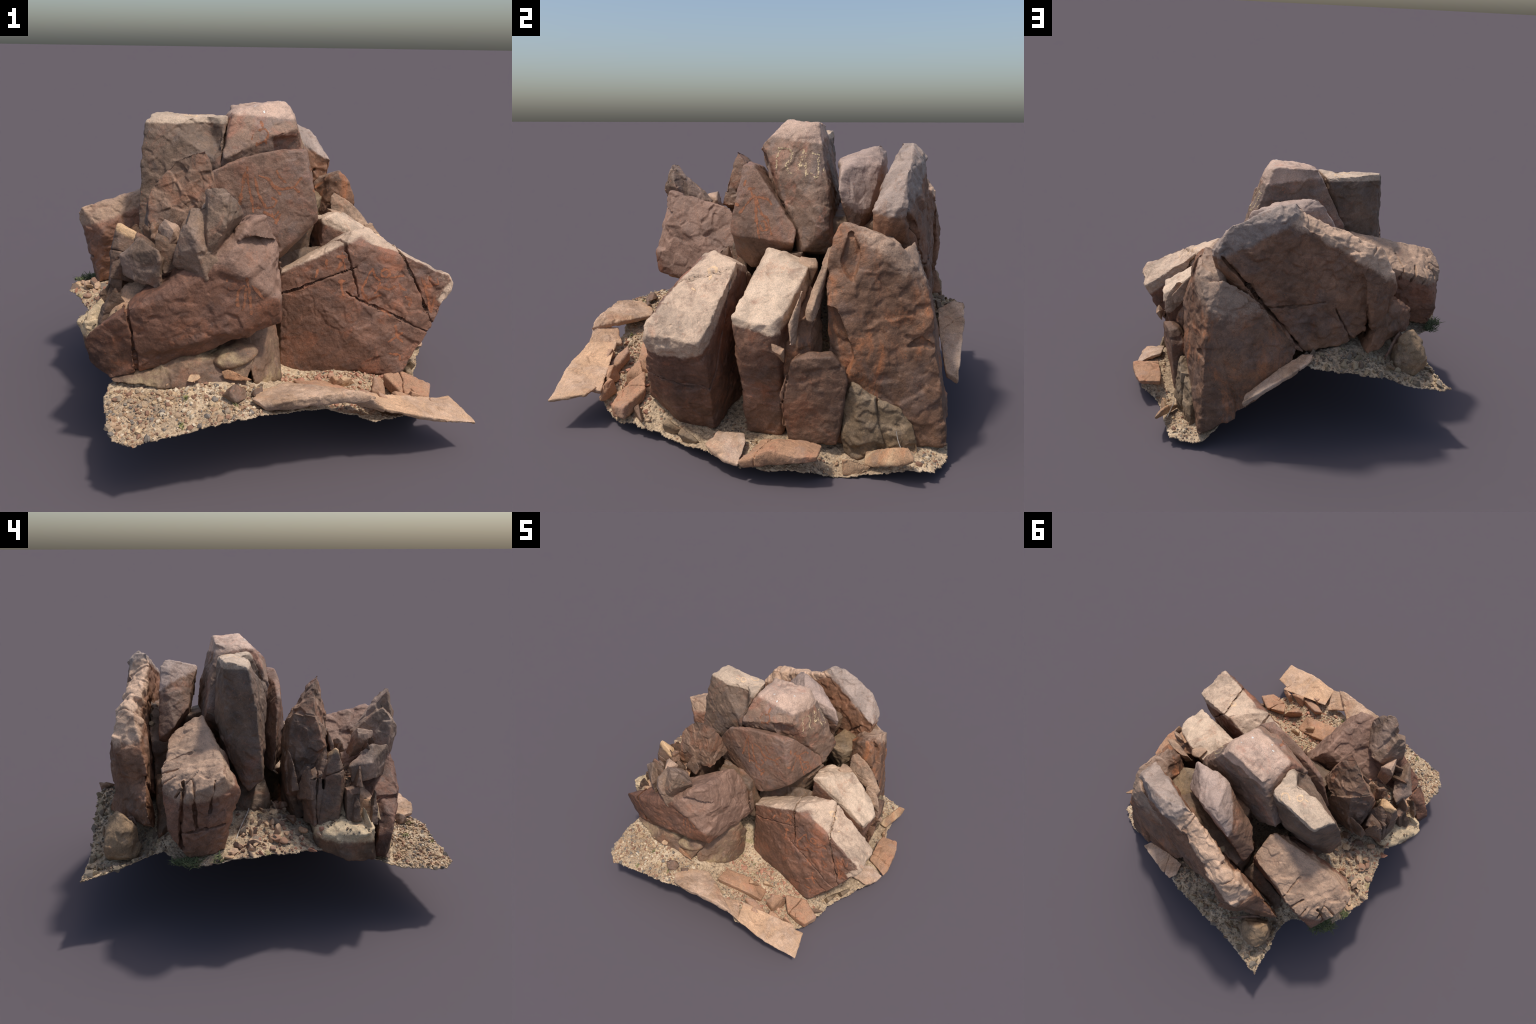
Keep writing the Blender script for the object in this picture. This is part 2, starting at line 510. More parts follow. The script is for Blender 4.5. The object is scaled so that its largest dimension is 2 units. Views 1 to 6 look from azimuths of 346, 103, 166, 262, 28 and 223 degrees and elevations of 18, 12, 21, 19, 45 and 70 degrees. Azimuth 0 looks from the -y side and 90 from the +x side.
# second block, pale flat top
rock("B", "boulder", [[
    (0.31, 0.02, 0.84), (0.40, 0.06, 0.865), (0.45, 0.18, 0.825), (0.53, 0.26, 0.80), (0.72, 0.20, 0.655), (0.785, 0.13, 0.61),
    (0.755, -0.035, 0.625), (0.762, 0.0, 0.48), (0.635, 0.01, 0.05), (0.645, 0.165, 0.05), (0.762, 0.175, 0.50),
    (0.3, 0.04, 0.3), (0.3, 0.25, 0.3), (0.34, 0.27, 0.79), (0.28, 0.2, 0.78), (0.63, 0.2, 0.12)]],
    M_B, seed=2, scal=0.004, wav=0.004)

# block leaning in front of the wide slab
rock("D", "boulder", [[
    (0.79, 0.225, 0.475), (0.74, 0.30, 0.505), (0.70, 0.385, 0.50), (0.76, 0.41, 0.49), (0.75, 0.465, 0.41), (0.745, 0.44, 0.28), (0.73, 0.42, 0.08),
    (0.74, 0.205, 0.08), (0.78, 0.175, 0.30), (0.66, 0.22, 0.45), (0.66, 0.44, 0.42), (0.66, 0.2, 0.12), (0.66, 0.44, 0.12)]],
    M_D, seed=3, h=0.005, scal=0.004, cracks=[((0.78, 0.212, 0.4), (0, 1, -0.12), 0.003, 0.02)])

# broken foot stones
rock("f1", "stone", [[(0.695, 0.475, 0.365), (0.70, 0.565, 0.305), (0.70, 0.575, 0.24), (0.705, 0.615, 0.05), (0.71, 0.48, 0.02), (0.715, 0.44, 0.06), (0.71, 0.425, 0.235), (0.725, 0.50, 0.24), (0.735, 0.52, 0.05), (0.725, 0.55, 0.14),
                      (0.58, 0.44, 0.33), (0.58, 0.58, 0.28), (0.6, 0.45, 0.03), (0.6, 0.6, 0.03)]], M_OLIVE, seed=4, h=0.0045, scal=0.009, scal_f=11, wav=0.006, chips=3, inset=0.0)
rock("f2", "stone", [[(0.68, 0.575, 0.30), (0.665, 0.63, 0.265), (0.655, 0.70, 0.235), (0.665, 0.745, 0.12), (0.69, 0.62, 0.04), (0.69, 0.58, 0.20), (0.695, 0.66, 0.14), (0.68, 0.76, 0.05),
                      (0.56, 0.57, 0.28), (0.56, 0.7, 0.2), (0.58, 0.58, 0.03), (0.58, 0.74, 0.05)]], M_OLIVE, seed=5, h=0.0045, scal=0.009, scal_f=11, wav=0.006, chips=3, inset=0.0)

# wide slab facing +x, with an arched crest
rock("E", "rock_slab", [[
    (0.545, 0.40, 1.02), (0.57, 0.49, 1.005), (0.585, 0.54, 0.99), (0.605, 0.60, 0.955), (0.60, 0.655, 0.915), (0.57, 0.76, 0.79), (0.60, 0.81, 0.51), (0.63, 0.875, 0.08), (0.66, 0.52, 0.04),
    (0.70, 0.36, 0.60), (0.64, 0.34, 0.78), (0.60, 0.36, 0.94), (0.68, 0.40, 0.45), (0.66, 0.38, 0.06), (0.655, 0.62, 0.40), (0.65, 0.56, 0.62),
    (0.47, 0.37, 0.98), (0.40, 0.45, 0.90), (0.45, 0.60, 0.95), (0.40, 0.40, 0.3), (0.40, 0.55, 0.15), (0.42, 0.885, 0.17)],
    [(0.58, 0.64, 0.90), (0.48, 0.70, 0.94), (0.32, 0.72, 0.86), (0.57, 0.76, 0.79), (0.07, 0.79, 0.53), (0.20, 0.735, 0.68), (0.5, 0.80, 0.5),
     (0.42, 0.865, 0.19), (0.31, 0.86, 0.24), (0.10, 0.83, 0.48), (0.60, 0.865, 0.11), (0.5, 0.6, 0.5), (0.2, 0.65, 0.5)]],
    M_E, seed=6, chips=1, scal=0.005, wav=0.009,
    cuts=[[(0.575, 0.44, 0.965), (0.70, 0.40, 0.97), (0.70, 0.48, 0.97), (0.605, 0.41, 0.86), (0.615, 0.455, 0.79), (0.70, 0.40, 0.80), (0.70, 0.47, 0.76), (0.585, 0.475, 0.90)],
          [(0.648, 0.31, 0.68), (0.652, 0.385, 0.655), (0.64, 0.43, 0.55), (0.645, 0.465, 0.46), (0.655, 0.41, 0.30), (0.66, 0.30, 0.30), (0.80, 0.30, 0.70), (0.80, 0.42, 0.68), (0.80, 0.48, 0.50), (0.80, 0.45, 0.28), (0.8, 0.3, 0.28)],
          [(0.607, 0.70, 0.515), (0.60, 0.79, 0.505), (0.60, 0.745, 0.545), (0.70, 0.69, 0.51), (0.70, 0.80, 0.50), (0.70, 0.745, 0.57)]], cracks=[((0.32, 0.76, 0.855), (0.766, 0, -0.643), 0.010, 0.05, (0.28, 0.78, 0.78), 0.36)])
# flakes standing against its left edge
rock("P1", "stone_flake", [[(0.45, 0.33, 0.90), (0.49, 0.36, 0.915), (0.60, 0.355, 0.85), (0.71, 0.27, 0.66), (0.745, 0.31, 0.67), (0.72, 0.31, 0.60), (0.71, 0.275, 0.61),
                            (0.45, 0.30, 0.75), (0.5, 0.35, 0.72)]], M_FLAKE, seed=7, h=0.004, scal=0.003)
rock("P2", "stone_flake", [[(0.61, 0.255, 0.765), (0.69, 0.265, 0.775), (0.765, 0.215, 0.625), (0.75, 0.235, 0.66), (0.72, 0.20, 0.60), (0.79, 0.225, 0.50),
                            (0.62, 0.235, 0.6), (0.74, 0.25, 0.5)]], M_FLAKE, seed=8, h=0.004, scal=0.003)
rock("P3", "stone", [[(0.42, 0.19, 0.835), (0.42, 0.29, 0.83), (0.49, 0.30, 0.79), (0.52, 0.26, 0.80), (0.47, 0.19, 0.80), (0.42, 0.2, 0.74), (0.5, 0.27, 0.72)]],
     M_FLAKE, seed=9, h=0.004, scal=0.003)
rock("P4", "stone", [[(0.80, 0.14, 0.56), (0.80, 0.22, 0.54), (0.83, 0.20, 0.50), (0.83, 0.15, 0.52), (0.76, 0.15, 0.50), (0.78, 0.21, 0.44)]],
     M_TAN, seed=10, h=0.004, scal=0.003)

# tall slab along the back, ragged crest falling to -x
rock("F", "rock_slab", [
    [(0.525, 0.51, 1.05), (0.54, 0.64, 1.07), (0.09, 0.62, 1.33), (0.17, 0.745, 1.26), (0.03, 0.735, 1.20), (0.04, 0.61, 1.28),
     (0.50, 0.67, 1.06), (0.44, 0.665, 1.225), (0.20, 0.675, 1.325), (0.11, 0.69, 1.318), (0.42, 0.71, 0.98), (0.50, 0.52, 0.85), (0.30, 0.742, 0.84), (0.21, 0.757, 0.65), (0.07, 0.797, 0.51), (-0.05, 0.795, 0.53), (-0.05, 0.60, 0.55), (0.2, 0.56, 0.7)],
    [(0.04, 0.725, 1.20), (0.03, 0.615, 1.255), (0.03, 0.735, 1.12), (-0.09, 0.758, 1.11), (-0.22, 0.78, 1.065), (-0.30, 0.79, 1.065), (-0.33, 0.74, 1.11),
     (-0.12, 0.635, 1.175), (-0.27, 0.66, 1.115), (-0.37, 0.69, 1.075), (-0.30, 0.785, 0.62), (-0.19, 0.785, 0.53), (0.05, 0.795, 0.52), (-0.28, 0.775, 0.85), (0.05, 0.58, 0.6), (-0.35, 0.60, 0.6)],
    [(-0.30, 0.79, 1.06), (-0.365, 0.735, 1.105), (-0.40, 0.69, 1.07), (-0.43, 0.81, 0.98), (-0.46, 0.80, 0.90), (-0.45, 0.78, 0.78), (-0.33, 0.82, 0.62), (-0.34, 0.84, 0.84), (-0.25, 0.81, 0.97), (-0.30, 0.62, 1.0),
     (-0.50, 0.65, 0.90), (-0.54, 0.63, 0.79), (-0.36, 0.62, 0.62), (-0.46, 0.74, 0.66)],
    [(-0.52, 0.635, 0.77), (-0.645, 0.645, 0.665), (-0.66, 0.63, 0.55), (-0.40, 0.80, 0.60), (-0.30, 0.87, 0.50), (-0.38, 0.80, 0.72), (-0.30, 0.62, 0.5), (-0.6, 0.60, 0.5)]],
    M_F, seed=11, h=0.0056, scal=0.009, scal_f=8, wav=0.007, chips=1, inset=0.002, rough_zone=((-0.15, 0.7, 1.12), 0.24, 0.9),
    cracks=[((0.32, 0.76, 0.855), (0.766, 0, -0.643), 0.010, 0.05, (0.28, 0.78, 0.78), 0.36), ((0.1, 0.85, 0.78), (0.15, 0.1, 1), 0.005, 0.03, (0.1, 0.85, 0.78), 0.18), ((-0.18, 0.86, 0.65), (1, 0, -0.5), 0.006, 0.03, (-0.17, 0.86, 0.66), 0.14)])

# slab between the back slab and the summit block
rock("G", "rock_slab", [[
    (-0.06, 0.52, 1.32), (0.06, 0.32, 1.25), (0.12, 0.35, 1.21), (0.285, 0.36, 1.205), (0.325, 0.35, 1.12), (0.28, 0.47, 1.02), (0.13, 0.515, 1.08),
    (0.08, 0.54, 1.23), (-0.11, 0.49, 1.24), (-0.09, 0.55, 1.28), (-0.30, 0.58, 0.90), (-0.31, 0.48, 0.97), (-0.21, 0.39, 1.06),
    (0.27, 0.42, 0.85), (0.1, 0.50, 0.75), (-0.25, 0.52, 0.85), (0.1, 0.40, 0.8)]],
    M_G, seed=12, scal=0.004)

# summit block
rock("H", "boulder", [[
    (0.11, 0.08, 1.425), (0.13, 0.23, 1.415), (-0.16, 0.16, 1.375), (-0.01, 0.22, 1.41), (-0.12, 0.04, 1.395), (0.14, 0.05, 1.375), (0.165, 0.18, 1.39),
    (0.147, -0.04, 1.31), (0.02, -0.072, 1.28), (-0.21, -0.02, 1.21), (0.0, -0.06, 1.20), (-0.235, -0.06, 1.17), (0.31, 0.20, 0.83), (0.34, 0.31, 0.94), (0.345, 0.28, 1.0),
    (0.26, 0.31, 1.12), (-0.13, 0.235, 1.40), (-0.31, 0.30, 1.05), (-0.17, 0.02, 1.37), (0.10, 0.335, 0.95), (-0.2, 0.33, 0.95), (0.05, -0.02, 1.17), (-0.3, 0.1, 0.9), (0.1, 0.1, 0.75), (0.2, 0.34, 0.8)]],
    M_H, seed=13, h=0.005, inset=0.001, chips=3, scal=0.005, wav=0.005,
    cuts=[[(0.02, -0.12, 1.30), (0.17, -0.10, 1.30), (0.19, -0.02, 1.27), (0.02, -0.02, 1.24), (0.04, -0.12, 1.1), (0.25, -0.06, 1.1), (0.06, 0.0, 1.1), (0.22, 0.02, 1.1)]])

# left neighbour of the summit block
rock("I", "boulder", [[
    (-0.575, 0.11, 1.345), (-0.52, 0.225, 1.37), (-0.20, 0.23, 1.345), (-0.185, 0.05, 1.355), (-0.22, -0.02, 1.24), (-0.235, -0.05, 1.165), (-0.61, 0.068, 1.14), (-0.64, 0.035, 0.76),
    (-0.62, 0.12, 0.69), (-0.53, 0.21, 0.86), (-0.33, 0.27, 1.04), (-0.31, 0.265, 1.04), (-0.28, -0.025, 1.175), (-0.46, 0.07, 1.31), (-0.40, 0.255, 1.2),
    (-0.3, 0.02, 0.7), (-0.3, 0.2, 0.8), (-0.26, 0.24, 1.15)]],
    M_I, seed=14, h=0.005, inset=0.001, chips=3, scal=0.005, wav=0.004,
    cuts=[[(-0.28, 0.10, 1.37), (-0.265, 0.075, 1.28), (-0.26, -0.02, 1.185), (-0.465, 0.062, 1.335), (-0.40, 0.03, 1.255), (-0.29, -0.045, 1.165),
           (-0.195, 0.03, 1.38), (-0.215, -0.035, 1.23), (-0.24, -0.07, 1.17), (-0.33, -0.12, 1.30), (-0.22, -0.12, 1.28), (-0.36, 0.0, 1.42)]])

# leaning engraved slab in the middle
rock("J", "rock_slab", [[
    (0.19, -0.065, 1.215), (0.14, -0.14, 1.212), (0.215, -0.19, 0.925), (0.22, -0.18, 0.87), (0.01, -0.21, 0.725), (0.325, 0.16, 0.86), (0.05, -0.12, 0.67), (0.19, -0.045, 1.18),
    (0.03, -0.135, 1.232), (-0.13, -0.135, 1.195), (0.19, -0.04, 0.77), (0.30, 0.17, 0.92), (0.03, -0.06, 1.2), (0.1, 0.1, 0.9), (0.0, -0.05, 0.7), (0.15, 0.12, 0.75),
    (-0.30, -0.115, 1.125), (-0.30, -0.085, 1.125), (-0.43, -0.06, 0.92), (-0.42, -0.045, 0.72), (-0.17, -0.09, 1.185), (-0.43, -0.07, 0.9), (-0.1, -0.125, 0.67), (-0.1, -0.11, 0.65)]],
    M_J, seed=15, scal=0.002, wav=0.003, hair=0.0, edge=0.004, fine=0.0018, chips=2)

# front left long boulder with a raised right end
rock("K", "boulder", [[
    (-0.22, -0.66, 1.04), (-0.165, -0.63, 1.035), (-0.10, -0.61, 0.90), (-0.135, -0.72, 0.73), (-0.15, -0.69, 0.70), (-0.11, -0.70, 0.59), (-0.08, -0.53, 0.575), (-0.045, -0.40, 0.565), (-0.005, -0.26, 0.62), (-0.03, -0.22, 0.50), (-0.10, -0.23, 0.80),
    (-0.34, -0.72, 0.90), (-0.25, -0.60, 0.975), (-0.21, -0.48, 0.99), (-0.165, -0.29, 0.955), (-0.15, -0.27, 0.93), (-0.44, -0.71, 0.82), (-0.60, -0.70, 0.725),
    (-0.45, -0.55, 0.78), (-0.30, -0.3, 0.6), (-0.25, -0.72, 0.60),
    (-0.912, -0.578, 0.535), (-0.82, -0.60, 0.355), (-0.90, -0.56, 0.43), (-0.52, -0.64, 0.43), (-0.73, -0.665, 0.69), (-0.55, -0.69, 0.52), (-0.70, -0.54, 0.70), (-0.86, -0.50, 0.52), (-0.82, -0.48, 0.40), (-0.4, -0.5, 0.45)]],
    M_K, h=0.0048, round_=0.0015, seed=16, inset=0.001, scal=0.007, scal_f=6, wav=0.005, chips=4,
    cuts=[[(-0.105, -0.60, 0.92), (-0.12, -0.80, 0.93), (-0.14, -0.76, 0.74), (-0.34, -0.76, 0.92), (-0.25, -0.62, 0.975), (-0.30, -0.85, 0.97)]],
    cracks=[((-0.73, -0.66, 0.66), (1, 0, 0.12), 0.005, 0.03),
            ((-0.88, -0.5, 0.5), (0.1, 1, 0.1), 0.01, 0.05, (-0.9, -0.52, 0.45), 0.16)])

# broken pinnacles
rock("L", "boulder", [[
    (-0.33, -0.685, 1.168), (-0.42, -0.675, 1.172), (-0.37, -0.70, 1.178), (-0.345, -0.66, 1.15), (-0.285, -0.665, 1.10), (-0.255, -0.64, 1.05), (-0.27, -0.60, 0.97), (-0.34, -0.745, 1.05), (-0.42, -0.72, 0.98), (-0.42, -0.62, 1.10),
    (-0.40, -0.48, 0.95), (-0.42, -0.70, 0.85), (-0.30, -0.55, 0.90), (-0.44, -0.52, 0.90), (-0.40, -0.60, 0.80)],
    [(-0.47, -0.635, 1.095), (-0.43, -0.66, 1.10), (-0.50, -0.68, 1.04), (-0.47, -0.73, 0.97), (-0.555, -0.645, 0.86), (-0.48, -0.575, 0.74), (-0.42, -0.71, 0.80), (-0.36, -0.70, 0.88), (-0.47, -0.48, 0.96), (-0.40, -0.47, 0.95), (-0.51, -0.52, 0.86),
     (-0.38, -0.55, 0.80), (-0.38, -0.60, 1.05)]],
    M_SPIRE_PALE, seed=17, h=0.0036, round_=0.0012, fine=0.0012, edge=0.012, scal=0.007, scal_f=9, wav=0.004, chips=3, chip=0.006, inset=0.002)
rock("M", "boulder", [
    [(-0.355, -0.30, 1.258), (-0.34, -0.28, 1.235), (-0.42, -0.275, 1.235), (-0.48, -0.255, 1.205), (-0.31, -0.21, 1.13), (-0.49, -0.30, 1.06), (-0.59, -0.24, 1.08), (-0.51, -0.14, 1.08), (-0.38, -0.36, 0.95),
     (-0.38, -0.10, 0.98), (-0.28, -0.16, 0.95), (-0.28, -0.38, 0.95), (-0.62, -0.30, 0.85)],
    [(-0.595, -0.24, 1.085), (-0.51, -0.135, 1.09), (-0.38, -0.09, 0.97), (-0.63, -0.09, 0.67), (-0.57, -0.085, 0.83), (-0.64, -0.17, 0.84), (-0.62, -0.30, 0.88), (-0.38, -0.36, 0.95), (-0.49, -0.30, 1.06),
     (-0.60, -0.15, 0.5), (-0.4, -0.1, 0.5), (-0.4, -0.35, 0.6), (-0.62, -0.3, 0.6)]],
    M_SPIRE, seed=18, h=0.0036, round_=0.0012, fine=0.0012, edge=0.012, scal=0.007, scal_f=8, wav=0.004, chips=2, chip=0.006, inset=0.001)
rock("O", "boulder", [
    [(-0.74, -0.315, 0.965), (-0.75, -0.33, 0.95), (-0.66, -0.28, 0.90), (-0.74, -0.38, 0.77), (-0.62, -0.35, 0.89), (-0.79, -0.34, 0.80), (-0.77, -0.26, 0.86), (-0.80, -0.33, 0.56), (-0.80, -0.22, 0.56), (-0.62, -0.25, 0.6), (-0.65, -0.38, 0.6)],
    [(-0.66, -0.15, 0.79), (-0.75, -0.18, 0.795), (-0.77, -0.25, 0.84), (-0.67, -0.17, 0.53), (-0.80, -0.20, 0.55), (-0.79, -0.26, 0.55), (-0.62, -0.26, 0.84), (-0.6, -0.2, 0.55), (-0.74, -0.20, 0.80)]],
    M_SPLIT, seed=19, h=0.0036, round_=0.0012, fine=0.0012, edge=0.012, scal=0.004, cracks=[((-0.77, -0.22, 0.7), (0.2, 1, 0), 0.005, 0.03), ((-0.78, -0.27, 0.82), (0.2, 0.3, 1), 0.004, 0.02)], chips=4)
rock("Q", "stone", [[(-0.785, -0.445, 0.765), (-0.785, -0.36, 0.745), (-0.73, -0.455, 0.755), (-0.72, -0.36, 0.75), (-0.84, -0.36, 0.57), (-0.84, -0.44, 0.57), (-0.74, -0.46, 0.57), (-0.72, -0.36, 0.57)]],
     M_SPIRE, seed=20, h=0.0036, round_=0.0012, fine=0.0012, edge=0.012, scal=0.005)
rock("S", "boulder", [[
    (-0.71, -0.385, 0.84), (-0.66, -0.53, 0.945), (-0.60, -0.64, 0.925), (-0.59, -0.65, 0.89), (-0.59, -0.62, 0.74), (-0.72, -0.40, 0.75), (-0.75, -0.50, 0.865), (-0.64, -0.42, 0.85), (-0.56, -0.55, 0.85), (-0.7, -0.55, 0.76), (-0.74, -0.46, 0.76)]],
    M_SPIRE_PALE, seed=21, h=0.0036, round_=0.0012, fine=0.0012, edge=0.012, scal=0.005)
rock("T", "boulder", [[
    (-0.56, -0.47, 1.015), (-0.53, -0.585, 0.985), (-0.49, -0.47, 0.975), (-0.59, -0.42, 0.83), (-0.60, -0.47, 0.95), (-0.50, -0.55, 0.93), (-0.48, -0.5, 0.86), (-0.56, -0.56, 0.88), (-0.5, -0.42, 0.85)]],
    M_BROKEN, seed=22, h=0.0036, round_=0.0012, fine=0.0012, edge=0.012, scal=0.004)
rock("T2", "stone", [[(-0.60, -0.36, 0.98), (-0.57, -0.34, 0.96), (-0.62, -0.40, 0.90), (-0.58, -0.42, 0.88), (-0.54, -0.36, 0.88), (-0.6, -0.34, 0.86)]],
     M_BROKEN, seed=23, h=0.0036, round_=0.0012, fine=0.0012, edge=0.012, scal=0.006)
# ledge under the left end
rock("ledge", "rock_ledge", [[
    (-0.945, -0.46, 0.575), (-0.94, -0.40, 0.56), (-0.905, -0.32, 0.535), (-0.86, -0.24, 0.535), (-0.79, -0.19, 0.565), (-0.62, -0.2, 0.6), (-0.64, -0.5, 0.66), (-0.90, -0.50, 0.58),
    (-0.90, -0.50, 0.42), (-0.91, -0.36, 0.40), (-0.86, -0.52, 0.37), (-0.82, -0.22, 0.44), (-0.6, -0.2, 0.45), (-0.6, -0.5, 0.42), (-0.82, -0.52, 0.39)]],
    M_LEDGE, seed=24, scal=0.006, wav=0.012)
rock("rubble_base", "rock_ledge", [[(-0.84, -0.34, 0.54), (-0.84, -0.56, 0.58), (-0.5, -0.6, 0.74), (-0.45, -0.4, 0.80), (-0.5, -0.25, 0.82), (-0.62, -0.28, 0.72), (-0.7, -0.42, 0.75), (-0.6, -0.25, 0.45), (-0.45, -0.5, 0.5)]],
     M_TAN, seed=25, scal=0.012, wav=0.012)

# low block at the far left
rock("N", "boulder", [[
    (-0.31, 0.33, 1.05), (-0.31, 0.51, 0.945), (-0.69, 0.25, 0.94), (-0.73, 0.565, 0.83), (-0.79, 0.545, 0.80), (-0.92, 0.32, 0.85), (-0.905, 0.26, 0.89), (-0.53, 0.51, 0.90), (-0.72, 0.17, 0.76),
    (-0.80, 0.175, 0.78), (-0.84, 0.25, 0.47), (-0.86, 0.45, 0.44), (-0.85, 0.54, 0.60), (-0.905, 0.42, 0.81), (-0.3, 0.3, 0.6), (-0.3, 0.5, 0.6), (-0.5, 0.2, 0.6), (-0.4, 0.22, 0.85)]],
    M_N, seed=26, h=0.005, inset=0.002, scal=0.007, scal_f=9, wav=0.006, chips=12, rough_zone=((-0.80, 0.45, 0.84), 0.16, 0.4),
    cracks=[((-0.9, 0.47, 0.7), (0.12, 1, 0.06), 0.011, 0.045, (-0.92, 0.46, 0.68), 0.19), ((-0.9, 0.40, 0.7), (0.05, 1, -0.08), 0.008, 0.04, (-0.93, 0.39, 0.74), 0.15), ((-0.9, 0.32, 0.75), (0.1, 1, 0.1), 0.006, 0.03, (-0.92, 0.32, 0.78), 0.09),
            ((-0.60, 0.46, 0.88), (1, 0.15, 0.35), 0.005, 0.02, (-0.60, 0.50, 0.90), 0.10), ((-0.70, 0.5, 0.85), (1, -0.2, 0.6), 0.008, 0.03, (-0.70, 0.54, 0.85), 0.07),
            ((-0.76, 0.52, 0.83), (1, 0.3, 0.6), 0.006, 0.03, (-0.755, 0.54, 0.83), 0.06), ((-0.84, 0.45, 0.84), (1, 0.7, 0.5), 0.006, 0.03, (-0.84, 0.44, 0.84), 0.09),
            ((-0.88, 0.40, 0.60), (-0.1, 0.2, 1), 0.006, 0.03, (-0.88, 0.36, 0.60), 0.11)])

# bench stones under the front left boulder
rock("b1", "stone", [[(-0.19, -0.655, 0.49), (-0.16, -0.66, 0.44), (-0.22, -0.72, 0.42), (-0.36, -0.73, 0.40), (-0.40, -0.71, 0.45), (-0.32, -0.69, 0.49), (-0.45, -0.6, 0.42), (-0.3, -0.5, 0.5), (-0.2, -0.5, 0.42), (-0.35, -0.6, 0.33)]],
     M_BENCH, seed=27, h=0.005, scal=0.003, round_=0.014, wav=0.01)
rock("b2", "stone", [[(-0.59, -0.62, 0.42), (-0.45, -0.66, 0.44), (-0.42, -0.67, 0.41), (-0.55, -0.66, 0.37), (-0.62, -0.62, 0.39), (-0.5, -0.5, 0.45), (-0.45, -0.55, 0.35)]],
     M_BENCH, seed=28, h=0.005, scal=0.003, round_=0.012)
rock("b3", "rock_ledge", [[(-0.84, -0.61, 0.35), (-0.62, -0.70, 0.345), (-0.27, -0.74, 0.30), (-0.2, -0.67, 0.45), (-0.5, -0.665, 0.45), (-0.78, -0.5, 0.42), (-0.2, -0.45, 0.5), (-0.6, -0.4, 0.42), (-0.2, -0.45, 0.3)]],
     M_BENCH, seed=29, scal=0.008, wav=0.012)
rock("pillar", "boulder", [[(-0.02, -0.31, 0.40), (-0.07, -0.45, 0.425), (-0.14, -0.58, 0.42), (-0.05, -0.57, 0.25), (-0.16, -0.635, 0.26), (-0.02, -0.40, 0.17), (-0.24, -0.70, 0.38), (-0.02, -0.35, 0.2), (-0.22, -0.70, 0.31),
                            (-0.22, -0.5, 0.5), (-0.05, -0.35, 0.55), (-0.2, -0.4, 0.3), (-0.10, -0.545, 0.37)]],
     M_BENCH, seed=30, h=0.005, scal=0.005, wav=0.01)
rock("fin", "stone", [[(-0.02, -0.26, 0.80), (0.0, -0.35, 0.72), (0.01, -0.25, 0.60), (0.0, -0.32, 0.6), (-0.06, -0.25, 0.75), (-0.04, -0.22, 0.6)]], M_SPIRE, seed=31, h=0.005, scal=0.004)

# wedged stones that fill the gaps between the blocks
rock("w1", "wedged_stone", [[(0.24, 0.36, 0.87), (0.30, 0.60, 0.88), (0.47, 0.52, 0.88), (0.45, 0.40, 0.87), (0.38, 0.34, 0.85), (0.2, 0.5, 0.6), (0.42, 0.55, 0.6), (0.4, 0.38, 0.6), (0.36, 0.50, 0.90), (0.42, 0.46, 0.90)]], M_OLIVE, seed=35, h=0.006)
rock("w2", "wedged_stone", [[(0.20, -0.09, 0.60), (0.34, -0.10, 0.50), (0.20, 0.04, 0.62), (0.34, 0.03, 0.50), (0.34, -0.1, 0.1), (0.34, 0.03, 0.1), (0.2, -0.1, 0.2), (0.2, 0.04, 0.2)]], M_CORE, seed=36, h=0.006)
rock("w3", "wedged_stone", [[(-0.05, -0.16, 0.58), (0.3, -0.1, 0.60), (0.33, 0.05, 0.70), (-0.05, 0.0, 0.70), (-0.05, -0.14, 0.3), (0.3, 0.05, 0.3), (0.3, -0.08, 0.3), (-0.05, 0.05, 0.3)]], M_CORE, seed=37, h=0.006)
rock("w4", "wedged_stone", [[(-0.25, 0.42, 0.88), (0.24, 0.46, 0.95), (0.30, 0.60, 1.03), (0.05, 0.62, 1.06), (-0.28, 0.62, 0.90), (-0.25, 0.42, 0.6), (0.2, 0.4, 0.6), (0.2, 0.62, 0.6), (-0.3, 0.6, 0.6)]], M_CORE, seed=38, h=0.006)
rock("w5", "wedged_stone", [[(0.60, 0.17, 0.55), (0.69, 0.19, 0.5), (0.69, 0.30, 0.52), (0.58, 0.33, 0.72), (0.5, 0.26, 0.74), (0.6, 0.15, 0.2), (0.69, 0.17, 0.10), (0.62, 0.35, 0.15), (0.70, 0.17, 0.40), (0.5, 0.3, 0.3)]], M_E, seed=39, h=0.006)
rock("w10", "wedged_stone", [[(-0.30, -0.26, 0.84), (-0.05, -0.25, 0.80), (-0.05, -0.16, 0.80), (-0.32, -0.14, 0.86), (-0.3, -0.28, 0.5), (0.02, -0.26, 0.5), (0.02, -0.15, 0.5), (-0.3, -0.12, 0.5)]], M_CORE, seed=43, h=0.006)
rock("w11", "wedged_stone", [[(-0.10, 0.30, 1.02), (0.26, 0.30, 0.98), (0.26, 0.42, 0.95), (-0.15, 0.42, 1.00), (-0.1, 0.3, 0.7), (0.26, 0.3, 0.7), (0.26, 0.45, 0.7), (-0.15, 0.45, 0.7)]], M_CORE, seed=44, h=0.006)
rock("w7", "wedged_stone", [[(-0.55, -0.02, 0.66), (-0.36, 0.0, 0.76), (-0.34, 0.22, 0.74), (-0.54, 0.18, 0.64), (-0.60, 0.08, 0.58), (-0.56, -0.02, 0.5), (-0.3, 0.0, 0.5), (-0.3, 0.2, 0.5), (-0.56, 0.18, 0.5)]], M_CORE, seed=41, h=0.006)
